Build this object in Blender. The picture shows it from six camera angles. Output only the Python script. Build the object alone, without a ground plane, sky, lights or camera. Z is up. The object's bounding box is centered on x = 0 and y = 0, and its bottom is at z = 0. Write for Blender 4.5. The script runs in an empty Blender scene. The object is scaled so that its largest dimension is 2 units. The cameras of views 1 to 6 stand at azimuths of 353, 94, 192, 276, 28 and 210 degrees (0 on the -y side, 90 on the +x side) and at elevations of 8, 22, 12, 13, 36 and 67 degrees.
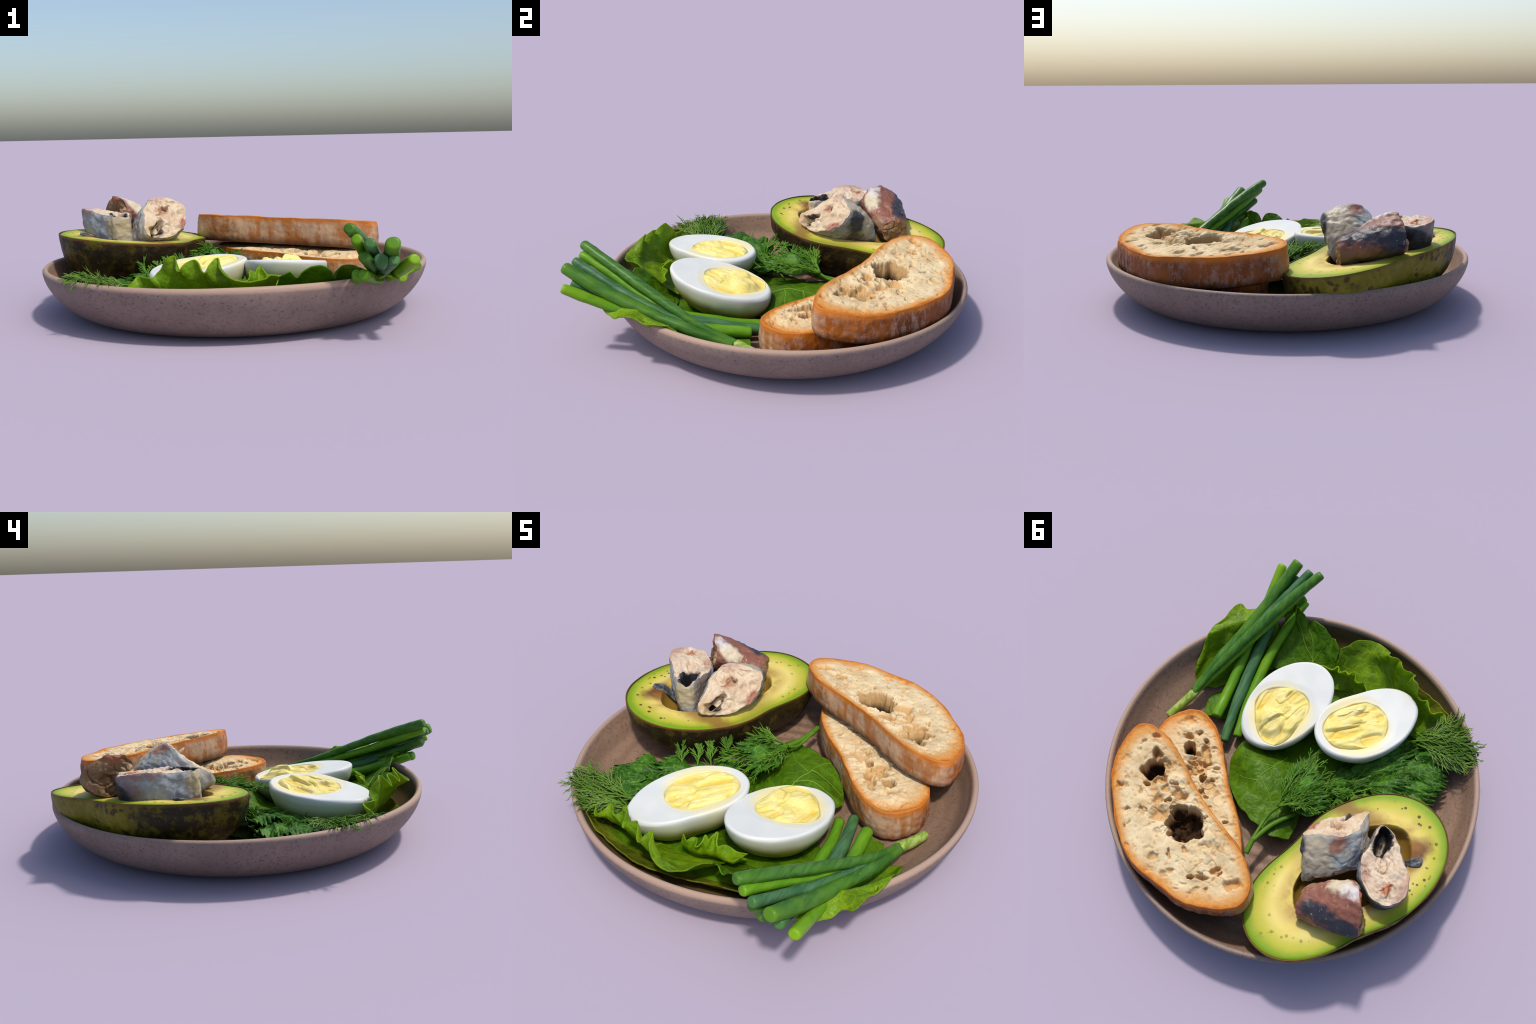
# A shallow stoneware bowl with an avocado half filled with fish chunks, two bread slices,
# two egg halves, spring onions, lettuce and dill.
import bpy, math, random
import numpy as np
from mathutils import Vector

rng = np.random.default_rng(7)
random.seed(7)
TAU = 2 * math.pi

# ------------------------------------------------------------------ numpy helpers
def _hash(ix, iy, iz, seed):
    h = (ix * 374761393 + iy * 668265263 + iz * 2147483647 + seed * 1274126177) & 0xFFFFFFFF
    h = ((h ^ (h >> 13)) * 1274126177) & 0xFFFFFFFF
    h = ((h ^ (h >> 16)) * 2246822519) & 0xFFFFFFFF
    return ((h ^ (h >> 15)) & 0xFFFF) / 32767.5 - 1.0

def vnoise(p, seed=0):
    p = np.asarray(p, float)
    i = np.floor(p).astype(np.int64)
    f = p - i
    f = f * f * f * (f * (f * 6 - 15) + 10)
    r = 0
    for dx in (0, 1):
        wx = f[..., 0] if dx else 1 - f[..., 0]
        for dy in (0, 1):
            wy = f[..., 1] if dy else 1 - f[..., 1]
            for dz in (0, 1):
                wz = f[..., 2] if dz else 1 - f[..., 2]
                r = r + wx * wy * wz * _hash(i[..., 0] + dx, i[..., 1] + dy, i[..., 2] + dz, seed)
    return r

def fbm(p, scale, octaves=3, seed=0, gain=0.5):
    p = np.asarray(p, float) * scale
    a, s, t = 1.0, 0.0, 0.0
    for k in range(octaves):
        s = s + a * vnoise(p * 2 ** k + 17.3 * k, seed + k)
        t += a
        a *= gain
    return s / t

def sstep(a, b, x):
    t = np.clip((x - a) / (b - a), 0, 1)
    return t * t * (3 - 2 * t)

def catmull(P, n, closed=False):
    """Smooth resampling of a polyline, evenly by chord length."""
    P = np.asarray(P, float)
    m = len(P)
    if closed:
        Q = np.concatenate([P, P[:1]])
    else:
        Q = P
    L = np.concatenate([[0], np.cumsum(np.linalg.norm(np.diff(Q, axis=0), axis=1))])
    t = np.linspace(0, L[-1], n, endpoint=not closed)
    k = np.clip(np.searchsorted(L, t, side='right') - 1, 0, len(Q) - 2)
    u = ((t - L[k]) / np.maximum(L[k + 1] - L[k], 1e-9))[:, None]
    if closed:
        g = lambda j: P[j % m]
    else:
        g = lambda j: P[np.clip(j, 0, m - 1)]
    a, b, c, d = g(k - 1), g(k), g(k + 1), g(k + 2)
    return 0.5 * (2 * b + (c - a) * u + (2 * a - 5 * b + 4 * c - d) * u ** 2 + (3 * b - a - 3 * c + d) * u ** 3)

def fourier(co, th):
    r = co[0] + 0 * th
    for k in range(1, (len(co) - 1) // 2 + 1):
        r = r + co[2 * k - 1] * np.cos(k * th) + co[2 * k] * np.sin(k * th)
    return r

# ------------------------------------------------------------------ scene helpers
def thing(name, label, category, base):
    o = bpy.data.objects.new(name, None)
    o.empty_display_size = 0.05
    o.location = base
    bpy.context.collection.objects.link(o)
    o["label"] = label
    o["category"] = category
    return o

def part(name, V, F, mat, parent, origin, flat_angle=None, kind=None, up=False):
    """V are local coordinates about `origin` (world)."""
    if up:
        A = np.asarray(V, float)
        q = np.array([f[:4] for f in F if len(f) == 4])
        nz = np.cross(A[q[:, 2]] - A[q[:, 0]], A[q[:, 3]] - A[q[:, 1]])
        tot = nz[:, 2].sum() if up == 'z' else (nz * A[q].mean(1)).sum()
        if tot < 0:
            F = [tuple(reversed(f)) for f in F]
    me = bpy.data.meshes.new(name)
    me.from_pydata(np.asarray(V, float).tolist(), [], F)
    me.polygons.foreach_set("use_smooth", [True] * len(me.polygons))
    if flat_angle:
        me.set_sharp_from_angle(angle=math.radians(flat_angle))
    me.materials.append(mat)
    me.update()
    o = bpy.data.objects.new(name, me)
    bpy.context.collection.objects.link(o)
    if parent is not None:
        o.parent = parent
        base = Vector(parent.location)
        p = parent.parent
        while p is not None:
            base += p.location
            p = p.parent
        o.location = Vector(origin) - base
    else:
        o.location = origin
    if kind:
        o["kind"] = kind
    return o

def grid_faces(n, m, close_m=False, off=0, flip=False):
    F = []
    mm = m if close_m else m - 1
    for i in range(n - 1):
        for j in range(mm):
            a = off + i * m + j
            b = off + i * m + (j + 1) % m
            c = off + (i + 1) * m + (j + 1) % m
            d = off + (i + 1) * m + j
            F.append((a, d, c, b) if flip else (a, b, c, d))
    return F

def merge(parts):
    V, F, o = [], [], 0
    for v, f in parts:
        V.append(np.asarray(v, float))
        F += [tuple(i + o for i in q) for q in f]
        o += len(v)
    return np.concatenate(V), F

def tube(P, R, sides=8, cap=True, squash=None):
    """Swept tube along points P with radii R."""
    P = np.asarray(P, float)
    n = len(P)
    R = np.broadcast_to(np.asarray(R, float), (n,))
    T = np.gradient(P, axis=0)
    T /= np.linalg.norm(T, axis=1)[:, None] + 1e-12
    up = np.array([0, 0, 1.0]) if abs(T[0, 2]) < 0.9 else np.array([1.0, 0, 0])
    a = np.linspace(0, TAU, sides, endpoint=False)
    V = []
    for i in range(n):
        s = np.cross(T[i], up)
        s /= np.linalg.norm(s) + 1e-12
        w = np.cross(s, T[i])
        q = 1.0 if squash is None else squash[i]
        V.append(P[i] + R[i] * (np.cos(a)[:, None] * s + q * np.sin(a)[:, None] * w))
    V = np.concatenate(V)
    F = grid_faces(n, sides, True, flip=True)
    if cap:
        F.append(tuple(range(sides)))
        F.append(tuple(reversed(range((n - 1) * sides, n * sides))))
    return V, F

def sheet(P, thick):
    """A leaf blade: grid P[n,m,3] given a real thickness."""
    n, m = P.shape[:2]
    du = np.gradient(P, axis=0)
    dv = np.gradient(P, axis=1)
    N = np.cross(du, dv)
    N /= np.linalg.norm(N, axis=-1)[..., None] + 1e-12
    A = (P + N * thick / 2).reshape(-1, 3)
    B = (P - N * thick / 2).reshape(-1, 3)
    F = grid_faces(n, m) + grid_faces(n, m, off=n * m, flip=True)
    o = n * m
    ring = [j for j in range(m)] + [i * m + m - 1 for i in range(1, n)] + [(n - 1) * m + j for j in range(m - 2, -1, -1)] + [i * m for i in range(n - 2, 0, -1)]
    for a, b in zip(ring, ring[1:] + ring[:1]):
        F.append((b, a, a + o, b + o))
    return np.concatenate([A, B]), F, N

# ------------------------------------------------------------------ material helpers
def lin(c):
    return tuple(((v / 255) / 12.92 if v / 255 <= 0.04045 else ((v / 255 + 0.055) / 1.055) ** 2.4) for v in c) + (1.0,)

class Mat:
    def __init__(self, name, rough=0.6, **kw):
        self.mat = bpy.data.materials.new(name)
        self.mat.use_nodes = True
        self.nt = self.mat.node_tree
        self.b = self.nt.nodes["Principled BSDF"]
        self.out = self.nt.nodes["Material Output"]
        self.b.inputs["Roughness"].default_value = rough
        self.b.inputs["Specular IOR Level"].default_value = 0.22
        for k, v in kw.items():
            self.b.inputs[k.replace("_", " ")].default_value = v
        self.co = self.nt.nodes.new("ShaderNodeTexCoord").outputs["Object"]
        s = self.nt.nodes.new("ShaderNodeSeparateXYZ")
        self.link(self.co, s.inputs[0])
        self.x, self.y, self.z = s.outputs

    def link(self, a, b):
        self.nt.links.new(a, b)

    def put(self, sock, v):
        if isinstance(v, bpy.types.NodeSocket):
            self.link(v, sock)
        elif isinstance(v, tuple) and len(v) == 3 and sock.type == 'RGBA':
            sock.default_value = lin(v)
        else:
            sock.default_value = v

    def math(self, op, a, b=None, c=None, clamp=False):
        n = self.nt.nodes.new("ShaderNodeMath")
        n.operation = op
        n.use_clamp = clamp
        self.put(n.inputs[0], a)
        if b is not None:
            self.put(n.inputs[1], b)
        if c is not None:
            self.put(n.inputs[2], c)
        return n.outputs[0]

    def vmath(self, op, a, b=None, scale=None):
        n = self.nt.nodes.new("ShaderNodeVectorMath")
        n.operation = op
        self.put(n.inputs[0], a)
        if b is not None:
            self.put(n.inputs[1], b)
        if scale is not None:
            n.inputs["Scale"].default_value = scale
        return n.outputs["Value"] if op in ("LENGTH", "DOT_PRODUCT", "DISTANCE") else n.outputs[0]

    def noise(self, scale, detail=4.0, rough=0.55, vec=None, dist=0.0, color=False):
        n = self.nt.nodes.new("ShaderNodeTexNoise")
        n.inputs["Scale"].default_value = scale
        n.inputs["Detail"].default_value = detail
        n.inputs["Roughness"].default_value = rough
        n.inputs["Distortion"].default_value = dist
        self.link(vec if vec is not None else self.co, n.inputs["Vector"])
        return n.outputs["Color"] if color else n.outputs["Fac"]

    def voronoi(self, scale, vec=None, feature='F1', rnd=1.0):
        n = self.nt.nodes.new("ShaderNodeTexVoronoi")
        n.feature = feature
        n.inputs["Scale"].default_value = scale
        n.inputs["Randomness"].default_value = rnd
        self.link(vec if vec is not None else self.co, n.inputs["Vector"])
        return n.outputs["Distance"]

    def scaled(self, s):
        return self.vmath("MULTIPLY", self.co, tuple(s))

    def ramp(self, v, a, b, smooth=True, lo=0.0, hi=1.0):
        n = self.nt.nodes.new("ShaderNodeMapRange")
        n.interpolation_type = 'SMOOTHSTEP' if smooth else 'LINEAR'
        self.put(n.inputs["Value"], v)
        n.inputs["From Min"].default_value = a
        n.inputs["From Max"].default_value = b
        n.inputs["To Min"].default_value = lo
        n.inputs["To Max"].default_value = hi
        return n.outputs["Result"]

    def mix(self, fac, a, b, mode='MIX'):
        n = self.nt.nodes.new("ShaderNodeMix")
        n.data_type = 'RGBA'
        n.blend_type = mode
        self.put(n.inputs["Factor"], fac)
        self.put(n.inputs["A"] if False else n.inputs[6], a)
        self.put(n.inputs[7], b)
        return n.outputs[2]

    def mul(self, a, b):
        return self.math("MULTIPLY", a, b)

    def warp(self, scale, amt, detail=3.0):
        c = self.noise(scale, detail, 0.6, color=True)
        c = self.vmath("SUBTRACT", c, (0.5, 0.5, 0.5))
        c = self.vmath("SCALE", c, scale=amt)
        return self.vmath("ADD", self.co, c)

    def blob(self, vec, c, r, soft=0.3):
        """1 inside an ellipsoid about c, 0 outside."""
        if not isinstance(r, tuple):
            r = (r, r, r)
        d = self.vmath("SUBTRACT", vec, tuple(c))
        d = self.vmath("MULTIPLY", d, tuple(1 / q for q in r))
        return self.ramp(self.vmath("LENGTH", d), 1 - soft, 1 + soft, True, 1.0, 0.0)

    def rho(self, co, rot=0.0, ax=(1.0, 1.0)):
        """Polar radius over the outline radius: 0 in the middle, 1 on the outline."""
        ca, sa = math.cos(rot), math.sin(rot)
        u = self.math("ADD", self.math("MULTIPLY", self.x, ca / ax[0]), self.math("MULTIPLY", self.y, sa / ax[0]))
        v = self.math("ADD", self.math("MULTIPLY", self.x, -sa / ax[1]), self.math("MULTIPLY", self.y, ca / ax[1]))
        th = self.math("ARCTAN2", v, u)
        R = None
        for k in range(1, (len(co) - 1) // 2 + 1):
            kt = self.math("MULTIPLY", th, float(k))
            t = self.math("ADD", self.math("MULTIPLY", self.math("COSINE", kt), co[2 * k - 1]),
                          self.math("MULTIPLY", self.math("SINE", kt), co[2 * k]))
            R = self.math("ADD", t, co[0] if R is None else R)
        r = self.math("SQRT", self.math("ADD", self.math("MULTIPLY", u, u), self.math("MULTIPLY", v, v)))
        return self.math("DIVIDE", r, R), r

    def color(self, c):
        self.put(self.b.inputs["Base Color"], c)

    def bump(self, h, strength=0.3, dist=0.01):
        n = self.nt.nodes.new("ShaderNodeBump")
        n.inputs["Strength"].default_value = strength
        n.inputs["Distance"].default_value = dist
        self.link(h, n.inputs["Height"])
        self.link(n.outputs[0], self.b.inputs["Normal"])

    def translucent(self, col, fac=0.3):
        t = self.nt.nodes.new("ShaderNodeBsdfTranslucent")
        self.put(t.inputs["Color"], col)
        m = self.nt.nodes.new("ShaderNodeMixShader")
        m.inputs[0].default_value = fac
        self.link(self.b.outputs[0], m.inputs[1])
        self.link(t.outputs[0], m.inputs[2])
        self.link(m.outputs[0], self.out.inputs["Surface"])

# ================================================================== BOWL
BC = np.array([0.0015, 0.056])

def bowl_material(inside):
    m = Mat("stoneware_inside" if inside else "speckled_stoneware", 0.55)
    n1 = m.noise(5, 5, 0.6)
    n2 = m.noise(60, 3, 0.6)
    r = m.math("SQRT", m.math("ADD", m.mul(m.x, m.x), m.mul(m.y, m.y)))
    if inside:
        wv = m.math("SINE", m.math("ADD", m.mul(r, 95.0), m.mul(m.noise(3, 2, 0.5), 5.0)))
        c = m.mix(m.ramp(wv, -1, 1), (128, 103, 84), (144, 116, 96))
        c = m.mix(m.ramp(n2, 0.5, 0.75), c, (112, 86, 72))
        w = m.warp(6, 0.12)
        c = m.mix(m.mul(m.blob(w, (-0.2, -0.80, 0.1), (0.66, 0.26, 0.3), 0.35), 0.85), c, (82, 70, 32))  # rim shadow and green reflection on the front wall, painted as olive
        c = m.mix(m.mul(m.blob(w, (0.45, 0.75, 0.1), (0.6, 0.3, 0.3), 0.4), 0.5), c, (84, 60, 44))
    else:
        c = m.mix(m.ramp(n1, 0.3, 0.7), (126, 110, 102), (139, 121, 112))
        c = m.mix(m.ramp(n2, 0.45, 0.75), c, (120, 98, 89))
    sp = m.scaled((1, 1, 1.6))
    d = m.voronoi(55, sp)
    sel = m.ramp(m.noise(24, 2, 0.5), 0.48, 0.60)
    c = m.mix(m.mul(m.ramp(d, 0.20, 0.34, True, 0.8 if not inside else 0.5, 0.0), sel), c, (92, 74, 72))
    lip = m.mul(m.ramp(m.z, 0.222, 0.238), m.ramp(r, 0.895, 0.915))
    c = m.mix(m.mul(lip, 0.8), c, (172, 144, 124))
    m.color(c)
    m.bump(m.math("ADD", n2, m.mul(m.noise(140, 2, 0.5), 0.5)), 0.25, 0.004)
    return m.mat

def build_bowl():
    outer = [(0.0, 0.004), (0.45, 0.002), (0.62, 0.0), (0.69, 0.001), (0.735, 0.006), (0.772, 0.017), (0.812, 0.037), (0.858, 0.072),
             (0.898, 0.116), (0.926, 0.160), (0.940, 0.195), (0.946, 0.220), (0.944, 0.234), (0.936, 0.2415)]
    inner = [(0.927, 0.2405), (0.920, 0.233), (0.914, 0.220), (0.902, 0.192), (0.876, 0.152), (0.838, 0.117), (0.785, 0.087), (0.71, 0.063),
             (0.60, 0.048), (0.42, 0.040), (0.2, 0.037), (0.0, 0.037)]
    a = catmull([(r, 0, z) for r, z in outer], 70)
    b = catmull([(r, 0, z) for r, z in inner], 110)
    # throwing rings inside
    b[:, 2] += 0.0022 * np.sin(b[:, 0] * 95 + 1) * sstep(0.90, 0.8, b[:, 0]) * sstep(0.05, 0.2, b[:, 0])
    prof = np.concatenate([a, b])
    prof[0, 0] = 0.002
    prof[-1, 0] = 0.002
    M = 200
    th = np.linspace(0, TAU, M, endpoint=False)
    X = prof[:, 0:1] * np.cos(th)
    Y = prof[:, 0:1] * np.sin(th)
    Z = prof[:, 2:3] + (prof[:, 2:3] / 0.235) * (0.0044 * X - 0.0121 * Y)
    P = np.stack([X, Y, Z], -1)
    wob = 0.0035 * np.sin(2 * th + 0.7) + 0.0025 * np.sin(3 * th + 2.0)
    P[..., :2] *= (1 + wob * sstep(0.3, 0.9, prof[:, 0:1]))[..., None]
    P[..., 2] += 0.003 * fbm(P, 2.5, 2, 5) * (prof[:, 2:3] / 0.235)
    V = P.reshape(-1, 3)
    V[:, 2] = np.maximum(V[:, 2], 0)
    F = grid_faces(len(prof), M, True, flip=False)
    F.append(tuple(reversed(range(M))))
    F.append(tuple(range((len(prof) - 1) * M, len(prof) * M)))
    o = part("bowl", V, F, bowl_material(False), None, (BC[0], BC[1], 0))
    o.data.materials.append(bowl_material(True))
    rows = len(a) + 2
    for k, p in enumerate(o.data.polygons):
        p.material_index = 1 if (rows * M <= k < (len(prof) - 1) * M or k == len(o.data.polygons) - 1) else 0
    o["label"] = "shallow round speckled mauve-brown stoneware bowl"
    o["category"] = "bowl"
    return o

# ================================================================== AVOCADO
AVC = np.array([-0.4906, 0.4083, 0.3302])
AVS = (-0.1127, -0.0250)
AVF = [0.4031, -0.0002, -0.0004, -0.0631, 0.0959, -0.0207, -0.0037, -0.0082, -0.0178]
PIT_A = math.radians(61)

def avocado_flesh_material():
    m = Mat("avocado_flesh", 0.55)
    rho, r = m.rho(AVF)
    n = m.noise(7, 4, 0.55)
    rw = m.math("ADD", rho, m.mul(m.math("SUBTRACT", n, 0.5), 0.10))
    c = m.mix(m.ramp(n, 0.3, 0.7), (214, 192, 98), (220, 202, 118))
    c = m.mix(m.mul(m.ramp(m.noise(4, 3, 0.6), 0.48, 0.66), 0.6), c, (224, 208, 130))
    c = m.mix(m.mul(m.ramp(m.noise(26, 3, 0.6), 0.62, 0.74), 0.35), c, (172, 138, 62))
    c = m.mix(m.ramp(rw, 0.70, 0.87), c, (178, 174, 56))
    c = m.mix(m.ramp(rw, 0.85, 0.97), c, (112, 146, 14))
    c = m.mix(m.ramp(rho, 0.972, 0.992), c, (92, 62, 20))
    w = m.warp(9, 0.10)
    # bruise by the pit at the big end, brown smear along the inner rim
    c = m.mix(m.mul(m.blob(w, (-0.240, -0.235, 0.03), (0.055, 0.085, 0.2), 0.5), 1.0), c, (104, 64, 32))
    c = m.mix(m.mul(m.blob(w, (0.13, -0.285, -0.01), (0.17, 0.055, 0.2), 0.6), 0.85), c, (128, 92, 42))
    c = m.mix(m.mul(m.blob(w, (0.25, -0.10, -0.02), (0.04, 0.16, 0.2), 0.6), 0.45), c, (146, 128, 54))
    pxn, pyn = m.math("ADD", m.x, 0.015), m.math("ADD", m.y, 0.02)
    ca, sa = math.cos(PIT_A), math.sin(PIT_A)
    pu = m.math("DIVIDE", m.math("ADD", m.mul(pxn, ca), m.mul(pyn, sa)), 0.318)
    pv = m.math("DIVIDE", m.math("SUBTRACT", m.mul(pyn, ca), m.mul(pxn, sa)), 0.172)
    pd = m.math("SQRT", m.math("ADD", m.mul(pu, pu), m.mul(pv, pv)))
    c = m.mix(m.mul(m.mul(m.ramp(pd, 1.38, 1.0), m.ramp(n, 0.34, 0.58)), 0.8), c, (150, 108, 48))
    # dark vessel dots in the green band of the big end, few at the stem end
    d = m.voronoi(27)
    ring = m.mul(m.ramp(rho, 0.70, 0.78), m.ramp(rho, 0.93, 0.86))
    end = m.ramp(m.math("ADD", m.x, m.y), -0.22, -0.36)
    end2 = m.ramp(m.math("ADD", m.x, m.y), 0.30, 0.44)
    sel = m.ramp(m.noise(16, 1, 0.5), 0.36, 0.44)
    dots = m.mul(m.mul(m.ramp(d, 0.18, 0.27, True, 0.9, 0.0), ring), sel)
    c = m.mix(m.mul(dots, m.math("ADD", end, m.mul(end2, 0.55), clamp=True)), c, (58, 36, 14))
    # walls of the pit
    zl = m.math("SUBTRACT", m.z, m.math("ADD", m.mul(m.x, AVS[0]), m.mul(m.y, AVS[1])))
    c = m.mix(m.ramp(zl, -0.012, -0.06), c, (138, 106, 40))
    m.color(c)
    m.bump(m.math("ADD", m.noise(22, 4, 0.6), m.mul(m.noise(70, 2, 0.5), 0.3)), 0.2, 0.006)
    return m.mat

def avocado_skin_material():
    m = Mat("avocado_skin", 0.5)
    n = m.noise(5, 5, 0.65)
    fine = m.noise(28, 4, 0.65)
    c = m.mix(m.ramp(fine, 0.35, 0.7), (104, 98, 14), (124, 114, 22))
    # dark purple-brown blotches
    d = m.voronoi(29, m.warp(14, 0.05))
    sp = m.mul(m.ramp(d, 0.32, 0.44, True, 0.9, 0.0), m.ramp(m.noise(6, 2, 0.5), 0.40, 0.56))
    c = m.mix(m.mul(sp, 0.9), c, (52, 34, 26))
    c = m.mix(m.ramp(m.noise(9, 5, 0.7), 0.58, 0.68), c, (58, 38, 26))
    # the front / big end is almost black
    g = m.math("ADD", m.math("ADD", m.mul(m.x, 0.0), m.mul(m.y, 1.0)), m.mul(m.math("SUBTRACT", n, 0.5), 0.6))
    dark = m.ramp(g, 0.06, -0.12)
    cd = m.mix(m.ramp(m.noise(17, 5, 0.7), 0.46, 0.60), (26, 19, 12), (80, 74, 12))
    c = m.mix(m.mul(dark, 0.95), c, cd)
    # the flank facing the bread is dark too
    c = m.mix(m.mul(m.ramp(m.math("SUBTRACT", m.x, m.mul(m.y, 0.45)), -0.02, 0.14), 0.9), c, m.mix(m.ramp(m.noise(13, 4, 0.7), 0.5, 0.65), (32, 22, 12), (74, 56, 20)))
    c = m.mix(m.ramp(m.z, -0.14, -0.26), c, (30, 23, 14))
    zl = m.math("SUBTRACT", m.z, m.math("ADD", m.mul(m.x, AVS[0]), m.mul(m.y, AVS[1])))
    c = m.mix(m.mul(m.ramp(zl, -0.020, -0.002), 0.7), c, (104, 70, 26))
    m.color(c)
    m.bump(m.math("ADD", m.noise(45, 4, 0.6), m.mul(m.voronoi(60), 0.6)), 0.35, 0.008)
    return m.mat

def build_avocado():
    top = thing("avocado_half", "ripe avocado half, dark blotched skin, yellow-green flesh, pit removed", "avocado", (AVC[0], AVC[1], 0.045))
    M = 240
    th = np.linspace(0, TAU, M, endpoint=False)
    R = fourier(AVF, th)
    R = R * (1 + 0.006 * fbm(np.stack([np.cos(th), np.sin(th), 0 * th], -1), 5, 3, 3))
    # flesh: cut face with the hollow of the pit
    n = 130
    rho = np.linspace(0.004, 0.992, n)
    X = rho[:, None] * (R * np.cos(th))
    Y = rho[:, None] * (R * np.sin(th))
    Z = -0.004 * sstep(0.955, 0.995, rho)[:, None] + 0 * X
    Q = np.stack([X, Y, 0 * X], -1)
    Z = Z + 0.0035 * fbm(Q, 6, 3, 11)
    px, py = X + 0.015, Y + 0.02
    ca, sa = math.cos(PIT_A), math.sin(PIT_A)
    pu, pv = (px * ca + py * sa) / 0.318, (-px * sa + py * ca) / 0.172
    d = np.sqrt(pu * pu + pv * pv) * (1 + 0.05 * fbm(Q, 8, 2, 21))
    hollow = np.sqrt(np.clip(1 - d * d, 0, 1)) ** 0.8
    Z = Z - 0.15 * hollow - 0.004 * sstep(1.14, 1.0, d)
    Z = Z + AVS[0] * X + AVS[1] * Y
    V = np.stack([X, Y, Z], -1).reshape(-1, 3)
    F = grid_faces(n, M, True)
    F.append(tuple(reversed(range(M))))
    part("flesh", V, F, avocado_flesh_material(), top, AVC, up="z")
    # skin: hull below the cut
    k = 70
    ph = np.linspace(0, 1, k)
    depth = 0.288
    t = np.sin(ph * math.pi / 2)
    rr = np.clip(1 - t ** 2.35, 0, 1) ** (1 / 2.35)
    rr[-1] = 0.01
    lipr = np.array([0.990, 0.996, 1.0])
    lipz = np.array([-0.001, 0.001, -0.001])
    rr = np.concatenate([lipr, rr[1:] * 1.0])
    zz = np.concatenate([lipz, -depth * t[1:] - 0.001])
    X = rr[:, None] * (R * np.cos(th))
    Y = rr[:, None] * (R * np.sin(th))
    s = (rr ** 0.7)[:, None]
    Z = zz[:, None] + s * (AVS[0] * X + AVS[1] * Y)
    P = np.stack([X, Y, Z], -1)
    nn = P / (np.linalg.norm(P, axis=-1)[..., None] + 1e-9)
    P = P + nn * (0.007 * fbm(P, 7, 3, 31) + 0.003 * fbm(P, 26, 2, 32))[..., None] * sstep(0, 0.03, -zz)[:, None, None]
    V = P.reshape(-1, 3)
    V[:, 2] = np.maximum(V[:, 2], 0.040 - AVC[2])
    F = grid_faces(len(rr), M, True, flip=True)
    F.append(tuple(range((len(rr) - 1) * M, len(rr) * M)))
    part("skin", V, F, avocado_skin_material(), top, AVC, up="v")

# ================================================================== BREAD
B1 = dict(c=np.array([0.3721, 0.5992, 0.3763]), s=(-0.0817, -0.1003), h=0.148,
          rot=math.radians(146), ax=(0.492, 0.292),
          f=[0.9025, 0.0003, -0.0006, 0.1488, 0.0512, -0.0359, 0.1168, -0.0147, -0.0026, -0.0085, 0.0061, -0.0221, -0.0146])
B2 = dict(c=np.array([0.3587, 0.3963, 0.2260]), s=(-0.0005, 0.0034), h=0.165,
          rot=math.radians(132), ax=(0.425, 0.20),
          f=[1.0844, 0.0001, -0.0003, 0.1719, -0.0183, 0.0235, 0.0278, -0.0402, -0.0100, 0.0240, -0.0090])
# pores of the crumb: x, y, half length, half width, depth
HOLES1 = [(0.213, -0.201, 0.053, 0.048, 0.115), (0.227, -0.272, 0.032, 0.022, 0.06), (0.174, -0.252, 0.025, 0.026, 0.03), (0.145, -0.157, 0.036, 0.028, 0.035),
          (-0.083, -0.020, 0.088, 0.072, 0.125), (-0.02, -0.065, 0.045, 0.035, 0.09), (0.035, -0.143, 0.050, 0.030, 0.040), (-0.433, 0.137, 0.046, 0.033, 0.035),
          (0.273, -0.346, 0.032, 0.015, 0.025), (0.326, -0.068, 0.014, 0.018, 0.03), (-0.012, 0.196, 0.034, 0.020, 0.018), (-0.076, 0.145, 0.015, 0.031, 0.025),
          (-0.145, 0.076, 0.019, 0.015, 0.02), (-0.238, 0.018, 0.053, 0.031, 0.018), (-0.309, 0.092, 0.025, 0.019, 0.028), (-0.258, 0.136, 0.020, 0.008, 0.02),
          (0.183, 0.108, 0.008, 0.014, 0.03), (0.163, 0.024, 0.017, 0.009, 0.03), (0.224, 0.038, 0.013, 0.007, 0.03), (0.066, -0.009, 0.069, 0.042, 0.022),
          (-0.116, 0.223, 0.040, 0.020, 0.016), (0.335, -0.298, 0.014, 0.011, 0.015), (-0.338, 0.214, 0.014, 0.016, 0.015), (-0.349, 0.102, 0.012, 0.008, 0.02),
          (-0.290, 0.243, 0.026, 0.008, 0.015), (0.210, -0.065, 0.013, 0.022, 0.012), (0.333, -0.254, 0.016, 0.015, 0.010), (0.119, -0.069, 0.042, 0.036, 0.030)]
HOLES2 = [(0.172, -0.254, 0.030, 0.033, 0.10), (0.243, -0.399, 0.044, 0.029, 0.018), (0.079, -0.260, 0.025, 0.059, 0.035), (0.029, -0.140, 0.022, 0.025, 0.06),
          (-0.034, -0.153, 0.018, 0.010, 0.03), (-0.024, -0.121, 0.036, 0.031, 0.022), (-0.189, 0.007, 0.015, 0.018, 0.03), (0.110, -0.207, 0.043, 0.039, 0.022),
          (-0.132, -0.098, 0.016, 0.014, 0.012), (0.182, -0.340, 0.026, 0.024, 0.016), (0.098, -0.279, 0.025, 0.040, 0.04), (-0.036, -0.096, 0.037, 0.042, 0.014),
          (0.234, -0.390, 0.040, 0.036, 0.012), (-0.12, 0.08, 0.03, 0.025, 0.02)]

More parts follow.
